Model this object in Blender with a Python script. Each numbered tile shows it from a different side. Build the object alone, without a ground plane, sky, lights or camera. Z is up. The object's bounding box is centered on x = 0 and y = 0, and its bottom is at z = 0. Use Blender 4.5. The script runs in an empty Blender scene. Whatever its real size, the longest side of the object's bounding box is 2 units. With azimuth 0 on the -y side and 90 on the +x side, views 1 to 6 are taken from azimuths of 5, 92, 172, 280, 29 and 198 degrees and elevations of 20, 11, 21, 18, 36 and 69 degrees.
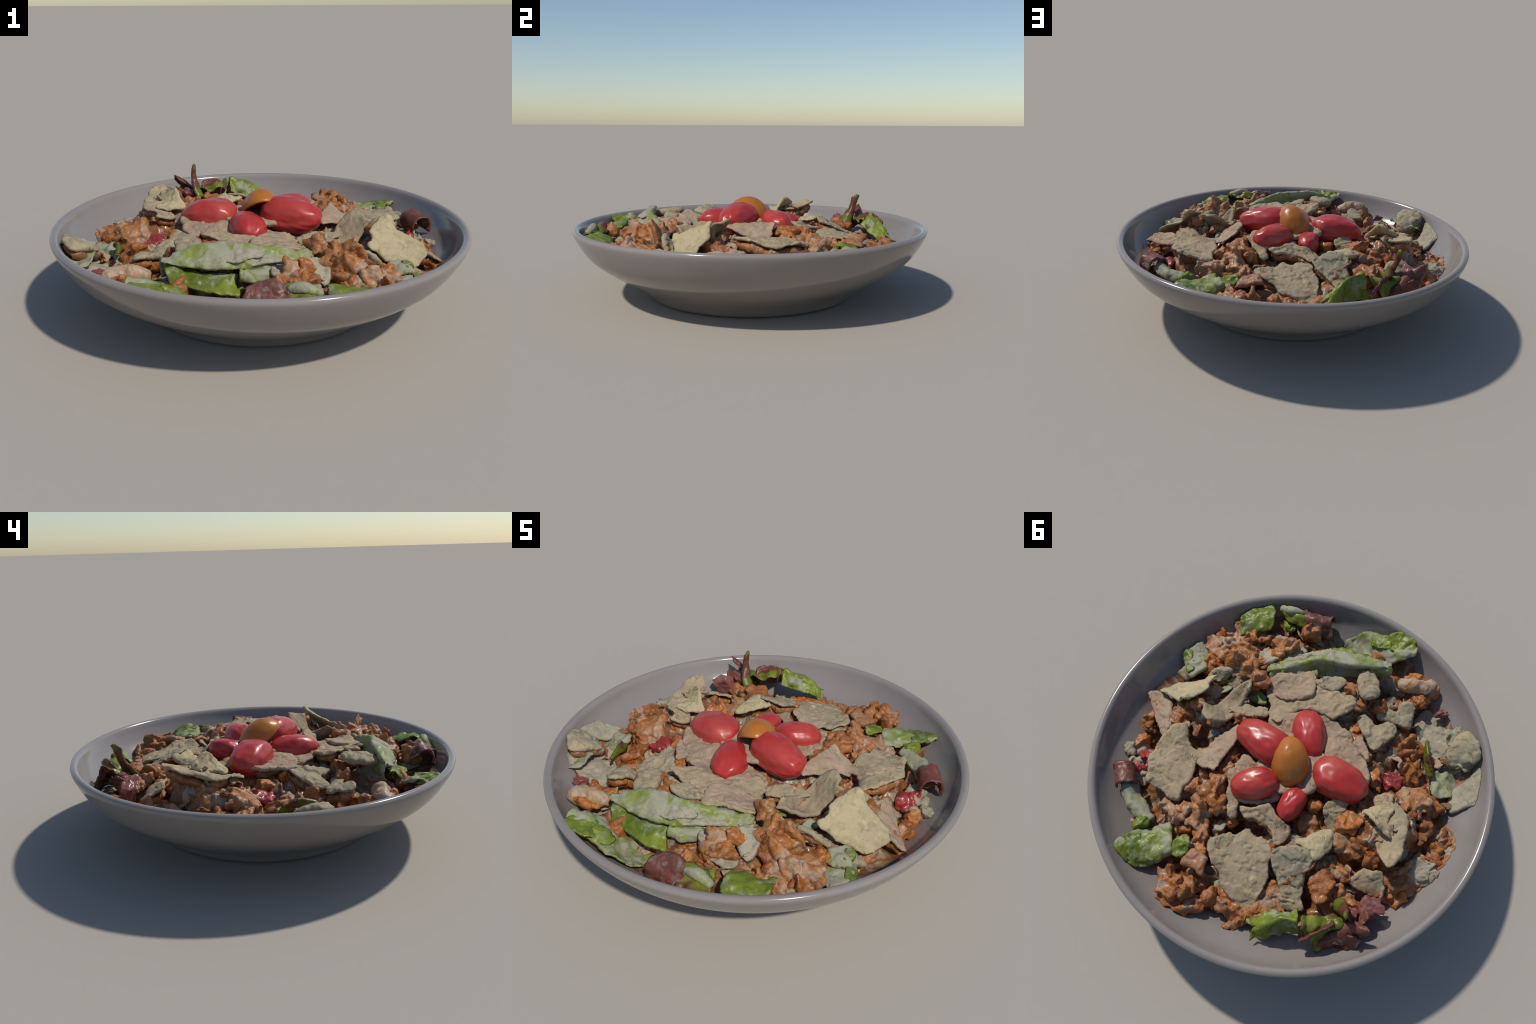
# A salad of shaved flakes, glazed chunks, lettuce and tomato halves heaped in a wide stoneware bowl.
# Every piece is described by a handful of control points in centimetres.
import bpy, bmesh, math, random
import numpy as np
from mathutils import Vector, Matrix, Euler
from mathutils.geometry import delaunay_2d_cdt

RNG = np.random.RandomState(7)
CM = 0.01

# ------------------------------------------------------------------ noise
PERM = np.random.RandomState(11).permutation(256)
PERM = np.concatenate([PERM, PERM, PERM])
GRAD = np.random.RandomState(12).normal(size=(256, 3))
GRAD /= np.linalg.norm(GRAD, axis=1)[:, None]


def perlin(p):
    p = np.asarray(p, float)
    i = np.floor(p).astype(int)
    f = p - i
    i &= 255
    w = f * f * f * (f * (f * 6 - 15) + 10)
    out = 0
    for dx in (0, 1):
        for dy in (0, 1):
            for dz in (0, 1):
                h = PERM[PERM[PERM[i[:, 0] + dx] + i[:, 1] + dy] + i[:, 2] + dz]
                g = (GRAD[h] * (f - [dx, dy, dz])).sum(1)
                k = (w[:, 0] if dx else 1 - w[:, 0]) * (w[:, 1] if dy else 1 - w[:, 1]) * (w[:, 2] if dz else 1 - w[:, 2])
                out = out + g * k
    return out * 1.5


def fbm(p, octaves=4, gain=0.5):
    out, a = 0, 1.0
    for k in range(octaves):
        out = out + a * perlin(p * 2.03**k + 17.3 * k)
        a *= gain
    return out


def ridged(p, octaves=3):
    out, a = 0, 1.0
    for k in range(octaves):
        out = out + a * (1 - 2 * np.abs(perlin(p * 2.1**k + 9.1 * k)))
        a *= 0.5
    return out


# ------------------------------------------------------------------ curves
def spline(points, n, closed=False):
    """Centripetal Catmull-Rom through the control points, n samples evenly spaced along it."""
    p = np.asarray(points, float)
    m = len(p)
    if m == 2 and not closed:
        t = np.linspace(0, 1, n)[:, None]
        return p[0] * (1 - t) + p[1] * t
    q = np.concatenate([p[-1:], p, p[:2]]) if closed else np.concatenate([2 * p[:1] - p[1:2], p, 2 * p[-1:] - p[-2:-1]])
    out = []
    for k in range(m if closed else m - 1):
        a, b, c, d = q[k : k + 4]
        t0 = 0
        t1 = t0 + max(np.linalg.norm(b - a), 1e-6) ** 0.5
        t2 = t1 + max(np.linalg.norm(c - b), 1e-6) ** 0.5
        t3 = t2 + max(np.linalg.norm(d - c), 1e-6) ** 0.5
        t = np.linspace(t1, t2, 24, endpoint=False)[:, None]
        a1 = (t1 - t) / (t1 - t0) * a + (t - t0) / (t1 - t0) * b
        a2 = (t2 - t) / (t2 - t1) * b + (t - t1) / (t2 - t1) * c
        a3 = (t3 - t) / (t3 - t2) * c + (t - t2) / (t3 - t2) * d
        b1 = (t2 - t) / (t2 - t0) * a1 + (t - t0) / (t2 - t0) * a2
        b2 = (t3 - t) / (t3 - t1) * a2 + (t - t1) / (t3 - t1) * a3
        out.append((t2 - t) / (t2 - t1) * b1 + (t - t1) / (t2 - t1) * b2)
    out = np.concatenate(out + [p[:1] if closed else p[-1:]])
    s = np.concatenate([[0], np.cumsum(np.linalg.norm(np.diff(out[:, :3], axis=0), axis=1))])
    u = np.linspace(0, s[-1], n, endpoint=not closed)
    return np.stack([np.interp(u, s, out[:, j]) for j in range(out.shape[1])], 1)


# ------------------------------------------------------------------ objects
OUTER = [(0, 0.6), (40, 0.6), (50, 0.4), (55.5, 0), (57.6, 0.9), (60.2, 3.8), (63.0, 6.4), (66.2, 8.6), (70.0, 10.9), (74.2, 13.2), (79.0, 16.0), (84.1, 19.2), (88.5, 22.4), (92.0, 25.6), (94.9, 29.4), (97.9, 34.4), (99.7, 38.2), (100, 39.6)]
INNER = [(99.6, 40.6), (98.4, 41.2), (97.0, 40.9), (96.2, 39.8), (95.0, 36.7), (91.8, 31.6), (86.5, 27.0), (78, 22.0), (68, 17.5), (55, 11.3), (35, 9.2), (15, 8.6), (0, 8.5)]
_inner = spline(INNER, 200)[::-1] * CM


def bowl_floor(r):
    return np.interp(r, _inner[:, 0], _inner[:, 1])


def inside_bowl(v):
    """Presses food that would pass through the bowl back against its inner wall."""
    v = v.copy()
    r = np.hypot(v[:, 0], v[:, 1])
    wall = _inner[_inner[:, 1] < 0.40]
    most = np.interp(v[:, 2], wall[:, 1], wall[:, 0], left=0.3, right=9.0) - 0.004
    k = np.where(r > most, most / np.maximum(r, 1e-6), 1)
    k = np.maximum(k, 0.9)
    v[:, :2] *= k[:, None]
    v[:, 2] = np.maximum(v[:, 2], np.where(r * k < 0.93, bowl_floor(r * k) + 0.002, -1))
    return v


SALAD = bpy.data.objects.new("salad", None)
bpy.context.scene.collection.objects.link(SALAD)
SALAD["label"] = "heap of glazed chunks, shaved flakes, lettuce and tomato halves"
SALAD["category"] = "salad"
FOOTPRINT = []  # points on the pieces, from which the bed below takes its height


def add(name, verts, faces, mat, parent=SALAD, smooth=True):
    verts = np.asarray(verts, float)
    if parent is SALAD:
        verts = inside_bowl(verts)
    centre = (verts.min(0) + verts.max(0)) / 2
    me = bpy.data.meshes.new(name)
    me.from_pydata((verts - centre).tolist(), [], [list(map(int, f)) for f in faces])
    me.validate()
    me.polygons.foreach_set("use_smooth", [smooth] * len(me.polygons))
    me.materials.append(mat)
    ob = bpy.data.objects.new(name, me)
    ob.location = centre
    if parent:
        ob.parent = parent
    bpy.context.scene.collection.objects.link(ob)
    return ob


def normals_of(v, f):
    f = np.asarray(f)
    n = np.zeros_like(v)
    if f.shape[1] == 4:
        fn = np.cross(v[f[:, 2]] - v[f[:, 0]], v[f[:, 3]] - v[f[:, 1]])
    else:
        fn = np.cross(v[f[:, 1]] - v[f[:, 0]], v[f[:, 2]] - v[f[:, 0]])
    for k in range(f.shape[1]):
        np.add.at(n, f[:, k], fn)
    return n / np.maximum(np.linalg.norm(n, axis=1), 1e-12)[:, None]


def relief(v, n, amount, seed):
    """Crumbly relief of a shaved piece: soft swells, torn grain and thin cracks."""
    o = seed * 3.7
    warp = np.stack([perlin(v * 18 + o), perlin(v * 18 - o), perlin(v * 18 + 2 * o)], 1)
    d = 0.9 * fbm(v * 8 + o, 2) + 0.45 * fbm(v * 24 + o + warp * 0.8, 3) + 0.35 * ridged(v * 13 - o + warp * 0.9, 2)
    crack = np.abs(perlin(v * 10 + o + 5 + 0.6 * warp))
    d = d - 1.5 * np.clip(1 - crack / 0.05, 0, 1) * np.clip(perlin(v * 6 - o) * 4 - 0.1, 0, 1)
    step = perlin(v * 11 + o + 8 + 0.7 * warp) + 0.4 * perlin(v * 29 - o)
    d = d + 0.6 * np.clip(step * 9, -1, 1)
    return v + n * (d * amount)[:, None]


def thicken(name, mid, faces, rim, thickness, mat, rough, seed, skirt=0.0):
    """Gives a mid surface its thickness, with a rounded edge, then roughens both faces."""
    mid = np.asarray(mid, float)
    faces = np.asarray(faces)
    n = normals_of(mid, faces)
    if n[:, 2].mean() < 0:
        faces = faces[:, ::-1]
        n = -n
    rim = np.asarray(sorted(rim))
    dist = np.full(len(mid), 9.0)
    for k in range(0, len(mid), 2000):
        dist[k : k + 2000] = np.sqrt(((mid[k : k + 2000, None] - mid[rim][None]) ** 2).sum(2).min(1))
    r = max(thickness * 0.8, 1e-4)
    lift = thickness / 2 * np.sqrt(np.clip(1 - (1 - np.clip(dist / r, 0, 1)) ** 2, 0, 1))
    isrim = np.zeros(len(mid), bool)
    isrim[rim] = True
    top = relief(mid + n * lift[:, None], n, rough, seed)
    low = mid - n * lift[:, None]
    low[~isrim] = relief(low[~isrim], n[~isrim], rough * 0.7, seed + 40)
    index = np.arange(len(mid)) + len(mid)
    index[isrim] = np.arange(len(mid))[isrim]
    flipped = index[faces][:, ::-1]
    return add(name, np.concatenate([top, low]), [tuple(f) for f in faces] + [tuple(f) for f in flipped], mat)


def mean_value(q, rim2):
    """Mean value coordinates of the points q with respect to a closed outline."""
    d = rim2[None] - q[:, None]
    r = np.linalg.norm(d, axis=2) + 1e-9
    d2, r2 = np.roll(d, -1, 1), np.roll(r, -1, 1)
    cross = d[:, :, 0] * d2[:, :, 1] - d[:, :, 1] * d2[:, :, 0]
    dot = (d * d2).sum(2)
    t = (r * r2 - dot) / np.where(np.abs(cross) < 1e-12, 1e-12, cross)
    w = (np.roll(t, 1, 1) + t) / r
    return w / w.sum(1, keepdims=True)


def flake(name, mat, rim, thick=1.6, rough=0.55, bulge=0.0, ragged=0.6, step=0.006, seed=None, foot=True, warp=1.2, under=None, ruffle=0.0, droop=0.6):
    """A flat piece cut to a closed outline; the rim may rise and fall and the middle follows it."""
    seed = flake.count if seed is None else seed
    flake.count += 1
    ctrl = np.asarray(rim, float) * CM
    length = np.linalg.norm(np.diff(np.concatenate([ctrl, ctrl[:1]]), axis=0), axis=1).sum()
    n = int(np.clip(length / step, 40, 400))
    edge = spline(ctrl, n, closed=True)
    edge = edge + ragged * CM * np.stack([fbm(edge * 20 + seed, 4, 0.6), fbm(edge * 20 + seed + 50, 4, 0.6), 0.5 * fbm(edge * 20 + seed + 90, 2)], 1)
    c = edge.mean(0)
    axes = np.linalg.svd(edge - c, full_matrices=False)[2]
    flat = (edge - c) @ axes[:2].T
    lo, hi = flat.min(0), flat.max(0)
    gx, gy = np.meshgrid(np.arange(lo[0], hi[0], step), np.arange(lo[1], hi[1], step * 0.87))
    gx[1::2] += step / 2
    inner = np.stack([gx.ravel(), gy.ravel()], 1) + np.random.RandomState(seed).uniform(-0.2, 0.2, (gx.size, 2)) * step
    a, b = flat, np.roll(flat, -1, 0)
    hit = ((a[None, :, 1] > inner[:, None, 1]) != (b[None, :, 1] > inner[:, None, 1])) & (
        inner[:, None, 0] < (b[None, :, 0] - a[None, :, 0]) * (inner[:, None, 1] - a[None, :, 1]) / (b[None, :, 1] - a[None, :, 1] + 1e-15) + a[None, :, 0])
    near = np.sqrt(((inner[:, None] - flat[None]) ** 2).sum(2)).min(1)
    inner = inner[(hit.sum(1) % 2 == 1) & (near > step * 0.6)]
    pts = [Vector(p) for p in np.concatenate([flat, inner]).tolist()]
    vs, _, fs, orig, _, _ = delaunay_2d_cdt(pts, [(k, (k + 1) % n) for k in range(n)], [], 1, 1e-7)
    vs = np.array([tuple(v) for v in vs])
    height = (edge - c) @ axes[2]
    src = np.array([o[0] if o else -1 for o in orig])
    h = np.zeros(len(vs))
    isrim = (src >= 0) & (src < n)
    h[isrim] = height[src[isrim]]
    if (~isrim).any():
        w = mean_value(vs[~isrim], flat)
        h[~isrim] = w @ height
    up = axes[2] if axes[2][2] >= 0 else -axes[2]
    mid = c + vs @ axes[:2] + h[:, None] * axes[2]
    if bulge:
        dist = np.zeros(len(vs))
        dist[~isrim] = np.sqrt(((vs[~isrim][:, None] - flat[None]) ** 2).sum(2)).min(1)
        mid = mid + up * (bulge * CM * (1 - (1 - np.clip(dist / max(dist.max(), 1e-6), 0, 1)) ** 2))[:, None]
    mid = mid + up * (warp * CM * fbm(mid * 5 + seed * 2.1, 2) * np.clip(np.sqrt(((vs[:, None] - flat[None]) ** 2).sum(2)).min(1) / 0.05, 0.35, 1))[:, None]
    near = np.sqrt(((vs[:, None] - flat[None]) ** 2).sum(2)).min(1)
    mid = mid - [0, 0, 1] * (droop * CM * np.exp(-near / 0.022) * np.clip(0.6 + 1.6 * fbm(mid * 9 + seed * 1.7, 2), -0.5, 1.8))[:, None]
    if ruffle:
        out = np.sqrt(((vs[:, None] - flat[None]) ** 2).sum(2)).min(1)
        mid = mid + up * (ruffle * CM * (fbm(mid * 15 + seed, 2) * np.exp(-out / 0.04) * 1.3 + 0.7 * ridged(mid * 9 + seed, 2) - 0.3))[:, None]
    if foot:
        FOOTPRINT.extend(mid[:: max(1, len(mid) // 60)].tolist())
    tris = np.array([tuple(f) for f in fs])
    if under:
        # the flake lies on a mound of glazed meat that shows below its edge
        m = mid.mean(0)
        body = m + (mid - m) * 0.92 - [0, 0, 0.036] + 0.012 * np.stack([fbm(mid * 11 + seed, 2), fbm(mid * 11 - seed, 2), fbm(mid * 9 + 2 * seed, 2)], 1)
        thicken("glazed_chunk", body, tris, np.nonzero(isrim)[0], 0.055, under, 0.008, seed + 200)
    return thicken(name, mid, tris, np.nonzero(isrim)[0], thick * CM, mat, rough * CM, seed)


flake.count = 1


def ribbon(name, mat, rails, thick=1.0, rough=0.3, ruffle=0.0, waves=9.0, foot=True, seed=None, veins=0.35):
    """A folded or curled sheet lofted across several rails (each a row of control points)."""
    seed = flake.count if seed is None else seed
    flake.count += 1
    rows = [spline(np.asarray(r, float) * CM, 64) for r in rails]
    size = max(np.linalg.norm(np.diff(rows[0], axis=0), axis=1).sum(), 0.05)
    wide = max(np.linalg.norm(rows[0].mean(0) - rows[-1].mean(0)), sum(np.linalg.norm(rows[k + 1].mean(0) - rows[k].mean(0)) for k in range(len(rows) - 1)))
    nu, nv = int(np.clip(size / 0.007, 20, 110)), int(np.clip(wide / 0.007, 10, 90))
    cols = np.stack([spline([r[k] for r in rows], nv) for k in range(64)], 0)  # 64 x nv
    u = np.linspace(0, 63, nu)
    k = np.minimum(u.astype(int), 62)
    t = (u - k)[:, None, None]
    grid = cols[k] * (1 - t) + cols[k + 1] * t
    uu, vv = np.meshgrid(np.linspace(0, 1, nu), np.linspace(0, 1, nv), indexing="ij")
    mid = grid.reshape(-1, 3)
    idx = np.arange(nu * nv).reshape(nu, nv)
    faces = np.stack([idx[:-1, :-1], idx[1:, :-1], idx[1:, 1:], idx[:-1, 1:]], -1).reshape(-1, 4)
    n = normals_of(mid, faces)
    margin = np.maximum(np.abs(2 * uu - 1), np.abs(2 * vv - 1)).ravel() ** 3
    mid = mid + n * (0.30 * CM * ridged(mid * 20 + seed, 2) + 1.0 * CM * fbm(mid * 8 + seed * 1.3, 2))[:, None]
    vein = np.stack([uu.ravel() * 2.2 + seed, vv.ravel() * 5 + 0.4 * fbm(mid * 9, 2), 0 * uu.ravel()], 1)
    mid = mid + n * (veins * CM * (ridged(vein * 1.6, 2) - 0.6))[:, None]
    if ruffle:
        mid = mid + n * (ruffle * CM * (margin * fbm(mid * waves * 2 + seed, 2) * 1.4 + 0.5 * fbm(mid * waves + seed, 2)))[:, None]
    mid = mid + 0.3 * CM * margin[:, None] * np.stack([fbm(mid * 25 + seed, 2), fbm(mid * 25 + seed + 31, 2), fbm(mid * 25 + seed + 77, 2)], 1)
    rim = set(idx[0]) | set(idx[-1]) | set(idx[:, 0]) | set(idx[:, -1])
    if foot:
        FOOTPRINT.extend(mid[:: max(1, len(mid) // 50)].tolist())
    return thicken(name, mid, faces, rim, thick * CM, mat, rough * CM, seed)


def ico(level):
    if level not in ico.made:
        bm = bmesh.new()
        bmesh.ops.create_icosphere(bm, subdivisions=level, radius=1)
        ico.made[level] = (np.array([tuple(v.co) for v in bm.verts]), [tuple(v.index for v in f.verts) for f in bm.faces])
        bm.free()
    return ico.made[level]


ico.made = {}


def lump_shape(size, seed, level=5, folds=0.35, grain=1.0, boxy=0.0):
    """An irregular glazed chunk: a ball squared off, folded by ridged noise and pitted."""
    u, faces = ico(level)
    u = u.copy()
    o = seed * 5.3
    rnd = np.random.RandomState(1000 + seed)
    planes = rnd.normal(size=(9 if boxy else 13, 3))
    if boxy:
        planes[:6] = [(1, 0, 0), (-1, 0, 0), (0, 1, 0), (0, -1, 0), (0, 0, 1), (0, 0, -1)] + rnd.normal(size=(6, 3)) * 0.12
    planes /= np.linalg.norm(planes, axis=1)[:, None]
    reach = rnd.uniform(0.62, 0.98, len(planes))
    bend = np.stack([perlin(u * 1.3 + o), perlin(u * 1.3 - o), perlin(u * 1.3 + 2 * o + 7)], 1)
    w = u + 0.35 * bend
    facing = np.clip((u + 0.18 * bend) @ planes.T / reach, 0.05, None)
    r = 1.06 / (facing**14).sum(1) ** (1 / 14)
    r = r * (1 + 0.16 * fbm(u * 1.2 + o, 2) + folds * 0.34 * (ridged(w * 1.5 + o + 3, 2) - 0.6) + grain * (0.05 * ridged(w * 3.4 + o, 2) - 0.03 + 0.03 * fbm(u * 8 + o, 3)))
    return u * np.clip(r, 0.35, 1.7)[:, None] * (np.asarray(size, float) * CM), faces


def lump(name, mat, at, size, turn=(0, 0, 0), seed=None, level=5, foot=True, **k):
    seed = lump.count if seed is None else seed
    lump.count += 1
    v, faces = lump_shape(size, seed, level, **k)
    m = np.array(Euler([math.radians(a) for a in turn]).to_matrix())
    v = v @ m.T + np.asarray(at, float) * CM
    if foot:
        FOOTPRINT.extend([[at[0] * CM, at[1] * CM, at[2] * CM + 0.5 * min(size) * CM]] * 2)
    return add(name, v, faces, mat)


lump.count = 1


def strip(name, mat, path, radii, flat=1.0, folds=0.35, seed=None, foot=True, side=None):
    """A lumpy strip swept along a path of control points, with rounded ends."""
    seed = lump.count if seed is None else seed
    lump.count += 1
    ctrl = np.concatenate([np.asarray(path, float), np.asarray(radii, float)[:, None]], 1) * CM
    n = 70
    p = spline(ctrl, n)
    rad = p[:, 3] * np.sqrt(np.clip(1 - np.abs(np.linspace(-1, 1, n)) ** 8, 0.0, 1))
    p = p[:, :3]
    tang = np.gradient(p, axis=0)
    tang /= np.linalg.norm(tang, axis=1)[:, None]
    across = np.cross(tang, [0, 0, 1] if side is None else side)
    across /= np.maximum(np.linalg.norm(across, axis=1), 1e-6)[:, None]
    up = np.cross(across, tang)
    m = 44
    a = np.linspace(0, 2 * np.pi, m, endpoint=False)
    ring = np.cos(a)[None, :, None] * across[:, None] + flat * np.sin(a)[None, :, None] * up[:, None]
    v = p[:, None] + ring * rad[:, None, None]
    w = v.reshape(-1, 3)
    o = seed * 4.1
    bend = np.stack([perlin(w * 8 + o), perlin(w * 8 - o), perlin(w * 8 + 2 * o + 3)], 1)
    d = 0.75 * fbm(w * 8 + o, 2) + folds * 1.25 * (ridged(w * 10 + o + bend, 2) - 0.6) + 0.14 * fbm(w * 32 + o, 3)
    w = w + ring.reshape(-1, 3) * (np.clip(d, -0.75, 0.9) * np.repeat(rad, m) * 0.8)[:, None] + bend * np.repeat(rad, m)[:, None] * 0.3
    idx = np.arange(n * m).reshape(n, m)
    faces = [(idx[i, j], idx[i, (j + 1) % m], idx[i + 1, (j + 1) % m], idx[i + 1, j]) for i in range(n - 1) for j in range(m)]
    faces += [tuple(idx[0][::-1]), tuple(idx[-1])]
    if foot:
        FOOTPRINT.extend((p[::10] + [0, 0, float(rad.mean()) * 0.5]).tolist())
    return add(name, w, faces, mat)


def merge(parts, voxel):
    """Melts several closed shapes into one skin with soft fillets, as the glaze does."""
    verts, faces, base = [], [], 0
    for v, f in parts:
        verts.append(v)
        faces.extend(tuple(int(a) + base for a in q) for q in f)
        base += len(v)
    me = bpy.data.meshes.new("melt")
    me.from_pydata(np.concatenate(verts).tolist(), [], faces)
    ob = bpy.data.objects.new("melt", me)
    bpy.context.scene.collection.objects.link(ob)
    m = ob.modifiers.new("r", "REMESH")
    m.mode = "VOXEL"
    m.voxel_size = voxel
    s = ob.modifiers.new("s", "SMOOTH")
    s.iterations = 1
    s.factor = 0.5
    got = ob.evaluated_get(bpy.context.evaluated_depsgraph_get()).to_mesh()
    v = np.empty(len(got.vertices) * 3)
    got.vertices.foreach_get("co", v)
    n = np.empty(len(got.vertices) * 3)
    got.vertices.foreach_get("normal", n)
    f = [tuple(p.vertices) for p in got.polygons]
    bpy.data.objects.remove(ob)
    bpy.data.meshes.remove(me)
    return v.reshape(-1, 3), n.reshape(-1, 3), f


def torn(name, mat, cores, seed, foot=True, voxel=0.0065, grain=1.0):
    """Torn meat: blunt shreds and nuggets round each core, melted together, creased and pitted.
    cores: rows of x, y, z, a, b, c and a heading in degrees (centimetres)."""
    rnd = np.random.RandomState(3000 + seed)
    parts = []
    for x, y, z, a, b, c, head in cores:
        size = np.array([a, b, c])
        e0 = np.array(Euler((0, 0, math.radians(head))).to_matrix())
        shapes = [((0, 0, 0), size * [0.85, 0.85, 0.8], (0, 0, 0))]
        for k in range(6):
            d = rnd.normal(size=3) * [1, 1, 0.7]
            d /= np.linalg.norm(d)
            long = rnd.uniform(0.6, 0.95) * (a * b * c) ** (1 / 3)
            shapes.append((d * size * rnd.uniform(0.45, 0.62), np.array([long, long * rnd.uniform(0.55, 0.8), long * rnd.uniform(0.2, 0.34)]), rnd.uniform(-3, 3, 3)))
        for at, s, turn in shapes:
            v, f = lump_shape(s, rnd.randint(900), 4, folds=0.4, grain=0.5, boxy=0.35)
            v = v @ np.array(Euler(turn).to_matrix()).T if any(turn) else v
            v = (v + np.asarray(at) * CM) @ e0.T + np.array([x, y, z]) * CM
            parts.append((v, f))
        if foot:
            FOOTPRINT.extend([[x * CM, y * CM, (z + 0.5 * c) * CM]] * 2)
    v, n, f = merge(parts, voxel)
    o = seed * 2.9
    warp = np.stack([perlin(v * 14 + o), perlin(v * 14 - o), perlin(v * 14 + 2 * o + 3)], 1)
    d = 0.5 * fbm(v * 13 + o, 2) + 0.9 * (ridged(v * 10 + o + 0.9 * warp, 3) - 0.7) + 0.22 * fbm(v * 50 + o, 2)
    return add(name, v + n * (d * 0.0072 * grain)[:, None], f, mat)


def chunk(mat, at, size, turn=(0, 0, 0), seed=None, name="glazed_chunk", **k):
    seed = lump.count if seed is None else seed
    lump.count += 1
    return torn(name, mat, [(*at, *size, turn[2])], seed, **k)


def shred(mat, path, radii, flat=1.0, seed=None, name="glazed_chunk", **k):
    seed = lump.count if seed is None else seed
    lump.count += 1
    ctrl = np.concatenate([np.asarray(path, float), np.asarray(radii, float)[:, None]], 1)
    length = np.linalg.norm(np.diff(ctrl[:, :3], axis=0), axis=1).sum()
    n = max(2, int(length / (np.mean(radii) * 1.1)))
    p = spline(ctrl, n)
    cores = []
    for i in range(n):
        d = p[min(i + 1, n - 1)] - p[max(i - 1, 0)]
        cores.append((*p[i, :3], p[i, 3] * 1.05, p[i, 3] * 0.92, p[i, 3] * flat * 0.9, math.degrees(math.atan2(d[1], d[0]))))
    return torn(name, mat, cores, seed, **k)


# ------------------------------------------------------------------ materials
class Nodes:
    def __init__(self, name):
        self.mat = bpy.data.materials.new(name)
        self.mat.use_nodes = True
        self.t = self.mat.node_tree
        self.t.nodes.clear()
        self.out = self.t.nodes.new("ShaderNodeOutputMaterial")
        self.bsdf = self.t.nodes.new("ShaderNodeBsdfPrincipled")
        self.t.links.new(self.bsdf.outputs[0], self.out.inputs[0])
        tc = self.t.nodes.new("ShaderNodeTexCoord")
        info = self.t.nodes.new("ShaderNodeObjectInfo")
        self.random = info.outputs["Random"]
        mul = self.t.nodes.new("ShaderNodeVectorMath")
        mul.operation = "MULTIPLY_ADD"
        mul.inputs[0].default_value = (1, 1, 1)
        comb = self.t.nodes.new("ShaderNodeCombineXYZ")
        for k in range(3):
            m = self.math("MULTIPLY", self.random, (13.0, 29.0, 47.0)[k])
            self.t.links.new(m, comb.inputs[k])
        addv = self.t.nodes.new("ShaderNodeVectorMath")
        addv.operation = "ADD"
        self.t.links.new(tc.outputs["Object"], addv.inputs[0])
        self.t.links.new(comb.outputs[0], addv.inputs[1])
        self.t.nodes.remove(mul)
        self.object = tc.outputs["Object"]
        self.vec = addv.outputs[0]

    def link(self, a, socket):
        if isinstance(a, (int, float)):
            socket.default_value = a
        elif isinstance(a, tuple):
            socket.default_value = (*a, 1) if len(a) == 3 and socket.type == "RGBA" else a
        else:
            self.t.links.new(a, socket)

    def math(self, op, a, b=0.0, clamp=False):
        n = self.t.nodes.new("ShaderNodeMath")
        n.operation = op
        n.use_clamp = clamp
        self.link(a, n.inputs[0])
        self.link(b, n.inputs[1])
        return n.outputs[0]

    def noise(self, scale, detail=4, rough=0.55, distort=0.0, shift=0.0):
        n = self.t.nodes.new("ShaderNodeTexNoise")
        v = self.vec
        if shift:
            a = self.t.nodes.new("ShaderNodeVectorMath")
            a.operation = "ADD"
            self.t.links.new(v, a.inputs[0])
            a.inputs[1].default_value = (shift, shift * 1.7, -shift)
            v = a.outputs[0]
        self.t.links.new(v, n.inputs["Vector"])
        n.inputs["Scale"].default_value = scale
        n.inputs["Detail"].default_value = detail
        n.inputs["Roughness"].default_value = rough
        n.inputs["Distortion"].default_value = distort
        return n.outputs[0]

    def ramp(self, fac, lo, hi):
        n = self.t.nodes.new("ShaderNodeMapRange")
        n.interpolation_type = "SMOOTHSTEP"
        self.link(fac, n.inputs[0])
        n.inputs[1].default_value = lo
        n.inputs[2].default_value = hi
        return n.outputs[0]

    def mix(self, fac, a, b):
        n = self.t.nodes.new("ShaderNodeMix")
        n.data_type = "RGBA"
        self.link(fac, n.inputs["Factor"])
        self.link(a, n.inputs["A"])
        self.link(b, n.inputs["B"])
        return [o for o in n.outputs if o.type == "RGBA"][0]

    def bump(self, height, strength=0.4, distance=0.01):
        n = self.t.nodes.new("ShaderNodeBump")
        self.t.links.new(height, n.inputs["Height"])
        n.inputs["Strength"].default_value = strength
        n.inputs["Distance"].default_value = distance
        self.t.links.new(n.outputs[0], self.bsdf.inputs["Normal"])

    def finish(self, color, rough=0.5, coat=0.0, spec=0.5, coat_rough=0.15):
        self.link(color, self.bsdf.inputs["Base Color"])
        self.link(rough, self.bsdf.inputs["Roughness"])
        self.bsdf.inputs["Specular IOR Level"].default_value = spec
        self.bsdf.inputs["Coat Weight"].default_value = coat
        self.bsdf.inputs["Coat Roughness"].default_value = coat_rough
        return self.mat


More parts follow.
